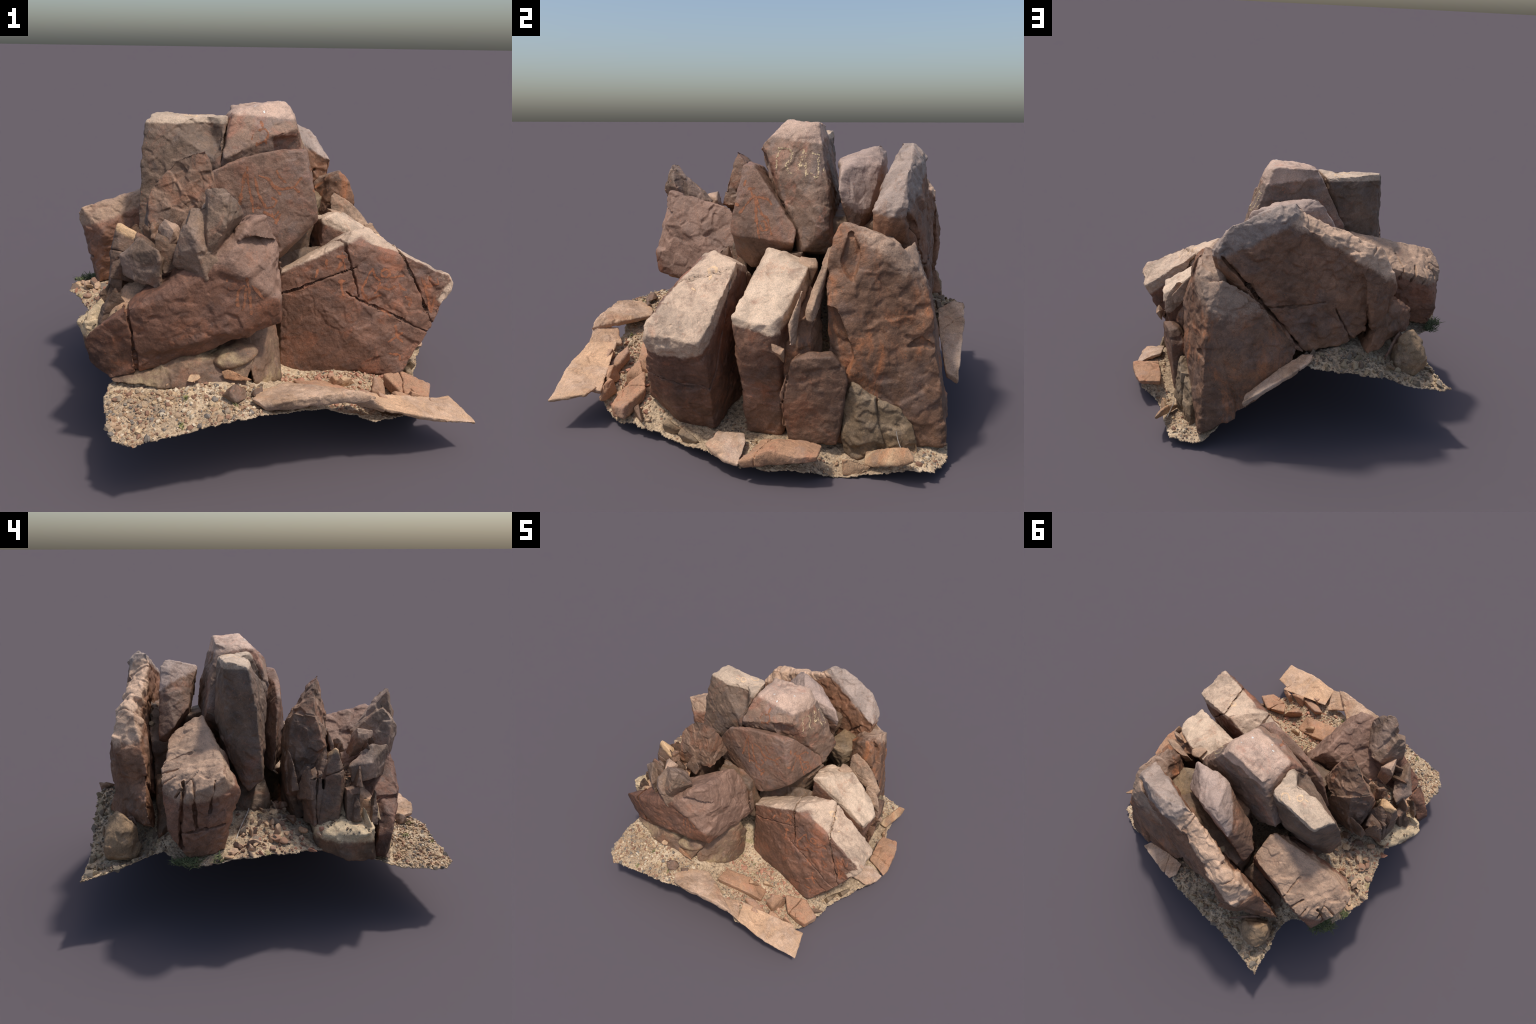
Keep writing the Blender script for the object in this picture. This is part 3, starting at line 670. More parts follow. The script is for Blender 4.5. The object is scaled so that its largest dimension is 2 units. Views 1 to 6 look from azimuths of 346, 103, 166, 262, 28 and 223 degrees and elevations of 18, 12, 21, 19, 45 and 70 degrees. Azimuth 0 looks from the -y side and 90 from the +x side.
rock("w8", "wedged_stone", [[(-0.58, 0.52, 0.56), (-0.50, 0.60, 0.58), (-0.30, 0.60, 0.72), (-0.30, 0.50, 0.74), (-0.62, 0.58, 0.48), (-0.55, 0.50, 0.45), (-0.3, 0.5, 0.5), (-0.3, 0.6, 0.5), (-0.6, 0.6, 0.44)]], M_CORE, seed=42, h=0.006)
rock("w6", "wedged_stone", [[(0.0, -0.06, 0.72), (0.28, 0.04, 0.80), (0.33, 0.20, 0.83), (-0.25, 0.2, 0.80), (-0.3, 0.0, 0.74), (-0.25, 0.2, 0.5), (0.28, 0.2, 0.5), (0.2, 0.0, 0.5), (-0.3, 0.0, 0.5)]], M_CORE, seed=40, h=0.006)

# upright splinters wedged among the spires, and broken plates among the front slabs
def splinter(i, base, up, height, width, thick, mat, name="shard", seed=0):
    rg = np.random.RandomState(800 + seed + i)
    u = np.array(up, float) / np.linalg.norm(up)
    a = np.cross(u, (0.3 * rg.randn(), 1.0, 0.2)); a /= np.linalg.norm(a)
    b = np.cross(u, a)
    B = np.array(base, float)
    pts = []
    for sa, sb in ((-1, -1), (1, -1), (1, 1), (-1, 1)):
        pts.append(B + a * sa * width * (1.0 + 0.3 * rg.rand()) + b * sb * thick * (0.9 + 0.5 * rg.rand()))
    t = rg.rand() * 1.2 - 0.6
    side = 1 if rg.rand() < 0.5 else -1
    pts.append(B + u * height + a * width * t)
    pts.append(B + u * height * 0.93 + a * width * (t + 0.35) + b * thick * 0.5)
    pts.append(B + u * height * (0.5 + 0.2 * rg.rand()) + a * side * width * 1.15 + b * thick * 0.5)
    pts.append(B + u * height * (0.3 + 0.2 * rg.rand()) - a * side * width * 1.1 - b * thick * 0.7)
    rock("sp%d_%d" % (seed, i), name, [[tuple(p) for p in pts]], mat, seed=120 + seed + i, h=0.0035, round_=0.001, fine=0.001, scal=0.003, scal_f=12, wav=0.002, chips=1, inset=0.0)


for i, (b, u, hh, ww, tt, m) in enumerate([
        ((-0.69, -0.24, 0.78), (0.25, -0.25, 1), 0.17, 0.055, 0.02, M_SPIRE), ((-0.72, -0.18, 0.68), (0.2, 0.1, 1), 0.18, 0.05, 0.02, M_SPIRE), ((-0.56, -0.35, 0.82), (-0.4, -0.2, 1), 0.16, 0.045, 0.016, M_SPIRE),
        ((-0.52, -0.56, 0.82), (-0.45, 0.1, 1), 0.17, 0.05, 0.018, M_SPIRE), ((-0.61, -0.52, 0.82), (-0.5, 0.2, 1), 0.16, 0.045, 0.016, M_SPIRE), ((-0.74, -0.43, 0.74), (0.3, -0.2, 1), 0.15, 0.05, 0.018, M_SPIRE),
        ((-0.45, -0.37, 0.85), (0.3, 0.3, 1), 0.12, 0.045, 0.018, M_SPIRE), ((-0.81, -0.41, 0.58), (0.3, 0, 1), 0.15, 0.045, 0.02, M_SPIRE), 
        ((-0.64, -0.12, 0.70), (0.3, 0.1, 1), 0.22, 0.05, 0.02, M_SPIRE), 
        ((-0.80, -0.50, 0.56), (0.2, -0.1, 1), 0.18, 0.045, 0.02, M_SPIRE), ((-0.84, -0.47, 0.53), (0.1, 0.2, 1), 0.14, 0.05, 0.02, M_LEDGE)]):
    splinter(i, b, u, hh, ww, tt, m)
for i, (b, u, hh, ww, tt, m) in enumerate([
        ((0.40, -0.74, 0.185), (1, 0.2, -0.2), 0.12, 0.035, 0.014, M_SLAB_RED), ((0.50, -0.70, 0.155), (1, -0.2, -0.3), 0.11, 0.04, 0.014, M_SLAB_RED), ((0.55, -0.63, 0.125), (1, 0.5, -0.2), 0.10, 0.035, 0.014, M_SLAB_RED),
        ((0.62, -0.52, 0.095), (0.8, 0.6, -0.1), 0.10, 0.035, 0.015, M_BENCH), ((0.30, -0.80, 0.245), (1, 0, -0.3), 0.09, 0.025, 0.012, M_SLAB_RED), ((0.16, -0.60, 0.225), (1, 0.4, -0.2), 0.08, 0.03, 0.014, M_TAN),
        ((0.24, -0.52, 0.17), (1, 0.2, -0.1), 0.08, 0.03, 0.012, M_TAN), ((0.67, -0.36, 0.06), (0.4, 1, 0.05), 0.12, 0.035, 0.018, M_OLIVE),
        ((0.74, -0.26, 0.065), (0.5, 1, 0.1), 0.11, 0.03, 0.018, M_OLIVE), ((0.80, 0.45, 0.035), (-0.1, 1, 0.1), 0.12, 0.03, 0.014, M_TAN)]):
    splinter(i, b, u, hh, ww, tt, m, name="broken_plate", seed=30)

# shards lying in the chute on the left
for i, (cx, cy, cz, r, m) in enumerate([(-0.66, -0.02, 0.60, 0.045, "M_TAN"), (-0.72, 0.03, 0.555, 0.04, "M_TAN"), (-0.62, 0.05, 0.605, 0.035, "M_BENCH"), (-0.70, -0.10, 0.575, 0.05, "M_BENCH"), (-0.80, -0.06, 0.545, 0.035, "M_TAN"), (-0.83, 0.03, 0.525, 0.04, "M_TAN"),
                                        (-0.60, -0.07, 0.62, 0.045, "M_BENCH"), (-0.88, 0.12, 0.53, 0.045, "M_TAN"), (-0.92, 0.25, 0.495, 0.05, "M_TAN"), (-0.76, -0.15, 0.545, 0.04, "M_TAN"), (-0.90, 0.02, 0.51, 0.035, "M_SLAB_RED"), (-0.80, 0.10, 0.535, 0.03, "M_SLAB_RED")]):
    rg = np.random.RandomState(700 + i)
    pts = []
    for _ in range(11):
        d = rg.randn(3)
        d /= np.linalg.norm(d)
        pts.append((cx + d[0] * r * 1.1, cy + d[1] * r * (0.6 + 0.5 * rg.rand()), cz - 0.012 + d[2] * r * 0.75))
    rock("c%d" % i, "shard", [pts], globals()[m], seed=70 + i, h=0.004, scal=0.003, wav=0.003)

# boulder and shards behind
rock("bk1", "boulder", [[(-0.55, 0.795, 0.605), (-0.60, 0.775, 0.60), (-0.51, 0.79, 0.55), (-0.67, 0.765, 0.52), (-0.69, 0.77, 0.40), (-0.55, 0.87, 0.42), (-0.49, 0.83, 0.45), (-0.50, 0.84, 0.37), (-0.60, 0.87, 0.35), (-0.65, 0.86, 0.47), (-0.68, 0.84, 0.40), (-0.57, 0.87, 0.50),
                         (-0.68, 0.74, 0.44), (-0.63, 0.70, 0.55), (-0.5, 0.76, 0.42), (-0.6, 0.68, 0.42), (-0.66, 0.72, 0.36), (-0.52, 0.84, 0.52)]],
     M_BACKSTONE, seed=32, h=0.0045, scal=0.009, round_=0.004, inset=-0.004)
rock("bk2", "stone_flake", [[(-0.575, 0.695, 0.585), (-0.50, 0.74, 0.54), (-0.38, 0.86, 0.48), (-0.40, 0.89, 0.46), (-0.56, 0.72, 0.52), (-0.5, 0.76, 0.46), (-0.58, 0.68, 0.50)]], M_SPIRE, seed=33, h=0.0045, scal=0.003)
rock("bk3", "stone", [[(-0.36, 0.86, 0.50), (-0.40, 0.90, 0.49), (-0.52, 0.90, 0.40), (-0.50, 0.86, 0.38), (-0.38, 0.92, 0.42), (-0.46, 0.84, 0.44)]], M_OLIVE, seed=34, h=0.0045, scal=0.004, round_=0.01)


# ----------------------------------------------------------------------------
# the ground: a thin, warped crust of sand and pebbles with a ragged rim
# ----------------------------------------------------------------------------
RIM = [(-0.75, -0.99, 0.295), (-0.53, -0.98, 0.32), (-0.32, -0.98, 0.345), (-0.14, -0.92, 0.315), (0.03, -0.86, 0.265), (0.16, -0.87, 0.235), (0.24, -0.925, 0.225), (0.34, -0.90, 0.215), (0.48, -0.80, 0.155), (0.58, -0.71, 0.08), (0.63, -0.63, 0.05),
       (0.69, -0.50, 0.06), (0.71, -0.38, 0.045), (0.77, -0.25, 0.05), (0.88, -0.11, 0.085), (0.93, 0.05, 0.06), (0.92, 0.18, 0.055), (0.93, 0.31, 0.075), (0.84, 0.40, 0.012), (0.81, 0.55, 0.03), (0.81, 0.68, 0.055), (0.79, 0.82, 0.06), (0.63, 0.88, 0.055),
       (0.40, 0.84, 0.24), (0.22, 0.83, 0.42), (0.05, 0.94, 0.505), (-0.04, 0.955, 0.485), (-0.16, 0.955, 0.465), (-0.30, 0.955, 0.435), (-0.43, 0.955, 0.40), (-0.50, 0.96, 0.365), (-0.79, 0.995, 0.325), (-0.76, 0.90, 0.345), (-0.735, 0.80, 0.36), (-0.71, 0.72, 0.38),
       (-0.69, 0.63, 0.415), (-0.73, 0.55, 0.425), (-0.80, 0.52, 0.44), (-0.88, 0.47, 0.435), (-0.93, 0.40, 0.45), (-0.965, 0.28, 0.485), (-0.985, 0.12, 0.51), (-0.92, -0.02, 0.475), (-0.87, -0.18, 0.46), (-0.80, -0.35, 0.42), (-0.80, -0.55, 0.35),
       (-0.85, -0.66, 0.335), (-0.845, -0.80, 0.312), (-0.83, -0.93, 0.295)]
INNER = [(-0.06, -0.57, 0.245), (-0.32, -0.80, 0.355), (-0.6, -0.68, 0.352), (-0.7, -0.82, 0.328), (0.01, -0.34, 0.175), (0.3, -0.42, 0.165), (0.57, -0.50, 0.145), (0.1, -0.70, 0.24), (0.3, -0.66, 0.15), (0.45, -0.60, 0.12),
         (0.85, -0.04, 0.105), (0.85, 0.1, 0.105), (0.84, 0.3, 0.085), (0.66, -0.2, 0.05), (0.67, 0.05, 0.065), (0.69, 0.2, 0.075), (0.75, 0.6, 0.05), (0.70, 0.78, 0.07), (0.0, 0.83, 0.52), (-0.12, 0.81, 0.535), (-0.25, 0.86, 0.485), (-0.35, 0.87, 0.455), (-0.6, 0.66, 0.38), (-0.6, 0.87, 0.36), (-0.7, 0.90, 0.335),
         (-0.73, 0.05, 0.52), (-0.85, 0.08, 0.515), (-0.61, 0.11, 0.575), (-0.64, -0.03, 0.565), (-0.76, -0.02, 0.53), (-0.3, 0.0, 0.5), (-0.62, 0.56, 0.465), (-0.5, 0.58, 0.52), (0.2, 0.1, 0.25), (0.4, 0.4, 0.2), (-0.4, -0.4, 0.42), (-0.2, 0.4, 0.5), (0.4, -0.2, 0.16), (-0.70, 0.45, 0.44), (0.4, 0.7, 0.25), (0.1, 0.75, 0.42)]
CTRL = np.array(RIM + INNER)


def _tps(r):
    return np.where(r > 1e-9, r * r * np.log(np.maximum(r, 1e-9)), 0)


_n = len(CTRL)
_A = np.zeros((_n + 3, _n + 3))
_D = np.linalg.norm(CTRL[:, None, :2] - CTRL[None, :, :2], axis=2)
_A[:_n, :_n] = _tps(_D) + np.eye(_n) * 2e-3
_A[:_n, _n] = 1; _A[:_n, _n + 1:] = CTRL[:, :2]
_A[_n, :_n] = 1; _A[_n + 1:, :_n] = CTRL[:, :2].T
_W = np.linalg.solve(_A, np.concatenate((CTRL[:, 2], np.zeros(3))))


def ground_z(xy):
    xy = np.asarray(xy, float)
    out = np.zeros(len(xy))
    for s in range(0, len(xy), 20000):
        c = xy[s:s + 20000]
        r = np.linalg.norm(c[:, None] - CTRL[None, :, :2], axis=2)
        out[s:s + 20000] = _tps(r) @ _W[:_n] + _W[_n] + c @ _W[_n + 1:]
    return out


def inside_rim(xy):
    P = np.array(RIM)[:, :2]
    x, y = xy[:, 0], xy[:, 1]
    ins = np.zeros(len(xy), bool)
    dist = np.full(len(xy), 9.0)
    for a, b in zip(P, np.roll(P, -1, 0)):
        c = ((a[1] > y) != (b[1] > y)) & (x < (b[0] - a[0]) * (y - a[1]) / (b[1] - a[1] + 1e-12) + a[0])
        ins ^= c
        e = b - a
        t = np.clip(((xy - a) @ e) / (e @ e), 0, 1)
        dist = np.minimum(dist, np.linalg.norm(xy - a - t[:, None] * e, axis=1))
    return np.where(ins, dist, -dist)


def build_ground(mat):
    h = 0.0055
    g = np.arange(-1.03, 1.031, h)
    X, Y = np.meshgrid(g, g, indexing="ij")
    xy = np.stack((X.ravel(), Y.ravel()), 1)
    p3 = np.concatenate((xy, np.zeros((len(xy), 1))), 1)
    sd = inside_rim(xy) + 0.015 * fbm(p3 * 11, 4, 91, 0.65) - 0.003
    z = ground_z(xy)
    f1, f2 = worley(p3 * 22 + 0.3 * vnoise(p3 * 9, 5)[:, None], 77)
    g1, g2 = worley(p3 * 62, 78)
    pebbly = np.clip(0.5 + 1.6 * fbm(p3 * 3.3, 3, 31), 0.15, 1)
    z = z + 0.016 * fbm(p3 * 5, 3, 12) + pebbly * 0.011 * np.clip(0.55 - f1, 0, 1) * 2 + 0.006 * np.clip(0.6 - g1, 0, 1) * 2 - 0.012
    n = len(g)
    idx = np.arange(n * n).reshape(n, n)
    q = np.stack((idx[:-1, :-1].ravel(), idx[1:, :-1].ravel(), idx[1:, 1:].ravel(), idx[:-1, 1:].ravel()), 1)
    q = q[(sd[q] > 0).all(1)]
    used, inv = np.unique(q, return_inverse=True)
    q = inv.reshape(q.shape)
    top = np.stack((xy[used, 0], xy[used, 1], z[used]), 1)
    thick = 0.004 + 0.012 * np.clip(sd[used] * 9, 0, 1)
    bot = top - np.stack((0 * thick, 0 * thick, thick), 1)
    bot[:, 2] += 0.004 * vnoise(np.concatenate((top[:, :2] * 22, top[:, :1] * 0), 1), 4)
    m = len(top)
    allq = [q, q[:, ::-1] + m]
    ed = np.concatenate([q[:, [k, (k + 1) % 4]] for k in range(4)])
    key = {}
    for a, b in ed:
        key[(a, b)] = 1
    side = [(b, a, a + m, b + m) for a, b in ed if (b, a) not in key]
    allq.append(np.array(side))
    v = np.concatenate((top, bot))
    v[:, 2] = np.maximum(v[:, 2], 0.0)
    me = mesh_from("gravel_ground", v, np.concatenate(allq), mat)
    return add("gravel_ground", me), v, np.concatenate(allq)


def ground_material():
    N = Nodes("sandy_gravel")
    v = N.mapping()
    sand = N.ramp(N.noise(7, 6, 0.65, v), [(0.35, srgb(158, 136, 112)), (0.55, srgb(190, 166, 137)), (0.72, srgb(212, 192, 165))])
    cell = N.voronoi(54, "F1", "Color", v)
    sep = N.new("ShaderNodeSeparateColor")
    N.link(cell, sep.inputs[0])
    peb = N.ramp(sep.outputs[0], [(0.0, srgb(112, 98, 84)), (0.25, srgb(168, 138, 106)), (0.45, srgb(150, 112, 88)), (0.65, srgb(190, 166, 134)), (0.85, srgb(130, 118, 104)), (1.0, srgb(222, 208, 184))], "CONSTANT")
    m = N.math("SUBTRACT", 1.0, N.step(N.voronoi(54, "F1", "Distance", v), 0.28, 0.5))
    m = N.math("MULTIPLY", m, N.step(N.noise(5, 4, 0.6, v), 0.38, 0.55))
    col = N.mix(N.math("MULTIPLY", m, 0.85), sand, peb)
    cell2 = N.voronoi(150, "F1", "Color", v)
    sep2 = N.new("ShaderNodeSeparateColor")
    N.link(cell2, sep2.inputs[0])
    col = N.mix(0.6, col, N.ramp(sep2.outputs[0], [(0.0, (0.55, 0.52, 0.5)), (0.5, (1, 1, 1)), (1.0, (1.4, 1.38, 1.34))]), "MULTIPLY")
    moss = N.math("MULTIPLY", N.step(N.noise(6.5, 6, 0.7, N.mapping(loc=(3, 1, 0))), 0.60, 0.70), 0.45)
    col = N.mix(moss, col, srgb(128, 126, 70))
    N.link(col, N.bsdf.inputs["Base Color"])
    N.bsdf.inputs["Roughness"].default_value = 0.9
    N.bsdf.inputs["Specular IOR Level"].default_value = 0.2
    b = N.bump(N.voronoi(54, "SMOOTH_F1", "Distance", v), 0.8, -0.010)
    b = N.bump(N.voronoi(150, "F1", "Distance", v), 0.6, -0.005, b)
    b = N.bump(N.noise(240, 4, 0.7, v), 0.5, 0.003, b)
    N.link(b, N.bsdf.inputs["Normal"])
    return N.m


GROUND_MAT = ground_material()
ground_ob, GV, GQ = build_ground(GROUND_MAT)

# ----------------------------------------------------------------------------
# flat slabs lying on the ground
# ----------------------------------------------------------------------------
def slab(key, tops, thick, mat, seed, name="flat_slab", drop=(0, 0), **kw):
    pts = [tuple(t) for t in tops]
    c = np.mean(np.array(tops), 0)
    for t in tops:
        pts.append((t[0] + (c[0] - t[0]) * 0.06 + drop[0], t[1] + (c[1] - t[1]) * 0.06 + drop[1], t[2] - thick))
    kw = dict(dict(h=0.0045, scal=0.004, wav=0.005, round_=0.002, chips=2, chip=0.008, inset=0.0), **kw)
    return rock(key, name, [pts], mat, seed=seed, **kw)


slab("s1", [(-0.28, -0.885, 0.365), (-0.16, -0.975, 0.39), (-0.24, -0.95, 0.36), (0.0, -0.96, 0.395), (0.13, -0.95, 0.39), (0.24, -0.95, 0.345), (0.09, -0.85, 0.345), (-0.085, -0.735, 0.335), (-0.20, -0.77, 0.34)], 0.022, M_SLAB, 41)
slab("s7", [(0.20, -0.955, 0.35), (0.08, -0.86, 0.315), (0.20, -0.79, 0.265), (0.28, -0.94, 0.28)], 0.02, M_SLAB, 52, chips=0)
slab("s2", [(0.23, -0.80, 0.285), (0.27, -0.945, 0.285), (0.42, -0.955, 0.24), (0.42, -0.78, 0.215), (0.58, -0.95, 0.19), (0.60, -0.71, 0.17)], 0.022, M_SLAB, 42, chips=1)
slab("s2b", [(0.55, -0.95, 0.195), (0.58, -0.74, 0.18), (0.68, -0.745, 0.185), (0.715, -0.932, 0.15), (0.66, -0.93, 0.165)], 0.016, M_SLAB, 43, chips=0)
slab("s3", [(-0.02, -0.74, 0.31), (-0.02, -0.60, 0.265), (0.14, -0.56, 0.225), (0.28, -0.545, 0.145), (0.30, -0.66, 0.185), (0.15, -0.70, 0.25)], 0.05, M_SLAB_RED, 44)
slab("s4", [(0.36, -0.62, 0.25), (0.42, -0.58, 0.22), (0.45, -0.55, 0.15), (0.40, -0.68, 0.17), (0.34, -0.66, 0.20)], 0.08, M_SLAB_RED, 45)
slab("s5", [(0.44, -0.56, 0.22), (0.57, -0.50, 0.19), (0.69, -0.56, 0.14), (0.64, -0.64, 0.12), (0.50, -0.64, 0.16)], 0.06, M_SLAB_RED, 46, cracks=[((0.53, -0.57, 0.2), (1, -0.3, 0), 0.005, 0.03)])
slab("s6", [(0.21, -0.75, 0.26), (0.26, -0.72, 0.25), (0.42, -0.75, 0.19), (0.42, -0.79, 0.19), (0.3, -0.78, 0.22)], 0.05, M_SLAB_RED, 47)
rock("e1", "stone", [[(-0.40, -0.83, 0.36), (-0.36, -0.87, 0.40), (-0.33, -0.82, 0.415), (-0.26, -0.82, 0.36), (-0.27, -0.86, 0.34), (-0.33, -0.89, 0.34), (-0.31, -0.78, 0.37), (-0.39, -0.80, 0.34)]], M_BENCH, seed=61, h=0.004, scal=0.004)
rock("e2", "stone", [[(-0.38, -0.71, 0.41), (-0.33, -0.72, 0.425), (-0.26, -0.73, 0.39), (-0.215, -0.74, 0.35), (-0.36, -0.73, 0.36), (-0.25, -0.70, 0.35), (-0.34, -0.68, 0.38)]], M_TAN, seed=62, h=0.004, scal=0.004)
rock("e3", "stone", [[(-0.525, -0.73, 0.375), (-0.50, -0.70, 0.41), (-0.44, -0.71, 0.415), (-0.43, -0.74, 0.39), (-0.49, -0.76, 0.37), (-0.48, -0.68, 0.37)]], M_TAN, seed=63, h=0.004, scal=0.004)
rock("e4", "stone", [[(-0.25, -0.83, 0.385), (-0.20, -0.80, 0.375), (-0.21, -0.84, 0.33), (-0.26, -0.86, 0.345), (-0.23, -0.78, 0.34), (-0.28, -0.82, 0.34)]], M_BENCH, seed=64, h=0.004, scal=0.003)
# right side plates
slab("p1", [(0.81, 0.37, 0.13), (0.80, 0.24, 0.14), (0.81, 0.11, 0.125), (0.955, 0.05, 0.095), (0.97, 0.085, 0.115), (0.965, 0.17, 0.165), (0.965, 0.29, 0.14), (0.935, 0.37, 0.145), (0.87, 0.2, 0.165)], 0.028, M_SLAB_RED, 48, chips=0,
     cracks=[((0.9, 0.14, 0.17), (0.25, 1, 0.0), 0.004, 0.012)])
slab("p2", [(0.76, -0.09, 0.115), (0.88, -0.115, 0.115), (0.93, -0.02, 0.085), (0.95, 0.055, 0.08), (0.86, 0.065, 0.13), (0.79, 0.04, 0.135)], 0.02, M_FLAKE, 49, chips=0)
slab("p3", [(0.86, 0.74, 0.135), (0.82, 0.72, 0.165), (0.78, 0.62, 0.13), (0.72, 0.54, 0.07), (0.78, 0.54, 0.055), (0.85, 0.68, 0.11)], 0.018, M_TAN, 50, chips=0)
# back plate leaning on the crust
slab("p4", [(0.41, 0.915, 0.30), (0.38, 0.86, 0.32), (0.22, 0.83, 0.43), (0.06, 0.82, 0.525), (0.02, 0.90, 0.565), (0.04, 0.955, 0.56), (0.15, 0.95, 0.475), (0.30, 0.93, 0.375)], 0.03, M_FLAKE, 51, chips=0, cracks=[((0.14, 0.9, 0.48), (1, 0.6, 0), 0.003, 0.012)])


# ----------------------------------------------------------------------------
# rock art: pecked lines, draped on the faces they were cut into
# ----------------------------------------------------------------------------
bpy.context.view_layer.update()


def peck_material(name, c, c2, seed):
    N = Nodes(name)
    v = N.mapping(loc=(seed, 0, 0))
    col = N.ramp(N.noise(60, 6, 0.75, v), [(0.38, srgb(*c2)), (0.52, srgb(*c)), (0.70, srgb(*[min(255, x * 1.18) for x in c]))])
    N.link(col, N.bsdf.inputs["Base Color"])
    N.bsdf.inputs["Roughness"].default_value = 0.85
    N.bsdf.inputs["Specular IOR Level"].default_value = 0.2
    N.link(N.bump(N.noise(150, 4, 0.7, v), 0.6, 0.003), N.bsdf.inputs["Normal"])
    return N.m


M_PECK = peck_material("pecked_orange", (152, 101, 74), (118, 87, 70), 1)
M_PECK_A = peck_material("pecked_rust", (152, 98, 70), (126, 86, 68), 2)
M_PECK_PALE = peck_material("pecked_buff", (206, 182, 144), (158, 132, 108), 3)
M_PECK_TOP = peck_material("pecked_apricot", (222, 186, 148), (206, 176, 146), 4)


def engrave(key, lines, axis, width, mat, name="rock_engraving", dots=False, seed=0, lift=0.0009):
    """lines lie in the coordinate plane across the axis; each is dropped along the axis onto the block"""
    ob = PARTS[key][0]
    rng = np.random.RandomState(900 + seed)
    ax, sign = axis
    o1, o2 = [i for i in range(3) if i != ax]
    verts, faces = [], []

    def drop(a, b):
        o = [0.0, 0.0, 0.0]
        o[o1], o[o2], o[ax] = a, b, -3.0 * sign
        d = [0.0, 0.0, 0.0]
        d[ax] = sign
        hit, loc, nor, _ = ob.ray_cast(Vector(o), Vector(d))
        return (loc + nor * lift, nor) if hit else None

    for ln in lines:
        P = np.array(ln, float)
        seg = np.linalg.norm(np.diff(P, axis=0), axis=1)
        t = np.concatenate(([0], np.cumsum(seg)))
        n = max(2, int(t[-1] / 0.0035))
        tt = np.linspace(0, t[-1], n)
        C = np.stack((np.interp(tt, t, P[:, 0]), np.interp(tt, t, P[:, 1])), 1)
        ker = np.ones(5) / 5
        if n > 12:
            for c in (0, 1):
                C[2:-2, c] = np.convolve(C[:, c], ker, "valid")
        T = np.gradient(C, axis=0)
        T /= np.maximum(np.linalg.norm(T, axis=1), 1e-9)[:, None]
        Nn = np.stack((-T[:, 1], T[:, 0]), 1)
        if dots:
            for k in range(int(n * 1.5)):
                j = rng.randint(n)
                c = C[j] + rng.randn(2) * width * 0.45
                r = width * (0.18 + 0.38 * rng.rand())
                m = rng.randint(5, 8)
                ring = [drop(c[0] + r * math.cos(6.283 * q / m) * (0.7 + 0.6 * rng.rand()), c[1] + r * math.sin(6.283 * q / m) * (0.7 + 0.6 * rng.rand())) for q in range(m)]
                mid = drop(c[0], c[1])
                if mid is None or any(x is None or (x[0] - mid[0]).length > 0.02 for x in ring):
                    continue
                b = len(verts)
                verts.append(mid[0] + mid[1] * 0.0006)
                verts.extend(x[0] for x in ring)
                faces.extend((b, b + 1 + q, b + 1 + (q + 1) % m) for q in range(m))
            continue
        W = width * 0.5 * (1 + 0.35 * np.convolve(rng.randn(n + 6), np.ones(7) / 2.6, "valid")[:n])
        W *= np.clip(np.minimum(np.arange(n) + 1, n - np.arange(n)) / 2.5, 0.35, 1)
        rows = []
        for j in range(n):
            row = []
            for f in (-1.0, -0.5, 0.0, 0.5, 1.0):
                o = W[j] * f + rng.randn() * 0.0007
                p = drop(C[j, 0] + Nn[j, 0] * o, C[j, 1] + Nn[j, 1] * o)
                row.append(p)
            rows.append(row)
        for j in range(n - 1):
            for q in range(4):
                quad = [rows[j][q], rows[j][q + 1], rows[j + 1][q + 1], rows[j + 1][q]]
                if any(x is None for x in quad) or max((x[0] - quad[0][0]).length for x in quad) > 0.03:
                    continue
                b = len(verts)
                verts.extend(x[0] for x in quad)
                faces.append((b, b + 1, b + 2, b + 3))
    if not faces:
        return
    me = bpy.data.meshes.new(name)
    me.from_pydata([tuple(v) for v in verts], [], faces)
    bm = bmesh.new()
    bm.from_mesh(me)
    bmesh.ops.remove_doubles(bm, verts=bm.verts, dist=0.0002)
    bmesh.ops.recalc_face_normals(bm, faces=bm.faces)
    # a pecked line has depth: give the flake-thin crust a skirt that sinks into the stone
    bm.to_mesh(me)
    bm.free()
    for p in me.polygons:
        p.use_smooth = True
    me.materials.append(mat)
    return add(name, me, ob)


IN_Y, IN_X, IN_Z = (1, 1), (0, -1), (2, -1)
# archer and ibex on the leaning slab
engrave("J", [[(-0.13,1.147),(-0.128,1.118)],
    [(-0.137,1.124),(-0.159,1.019),(-0.169,0.961)],
    [(-0.131,1.112),(-0.121,1.041),(-0.105,0.958),(-0.104,0.929)],
    [(-0.095,1.099),(-0.079,1.016),(-0.044,0.95),(-0.006,0.954),(0.01,0.984),(-0.017,1.0)],
    [(-0.106,0.946),(-0.066,0.954)],
    [(-0.017,0.931),(0.008,0.87)],
    [(0.028,0.923),(-0.002,0.873)],
    [(-0.077,1.104),(-0.028,1.085),(-0.004,1.049),(0.033,1.036),(0.096,1.046),(0.133,1.092)],
    [(0.008,1.129),(0.022,1.096),(0.057,1.065)],
    [(-0.004,1.049),(0.03,1.01)],
    [(0.09,1.046),(0.121,1.019)],
    [(-0.057,0.933),(-0.007,0.907),(0.019,0.935)]], IN_Y, 0.0115, M_PECK, seed=1)
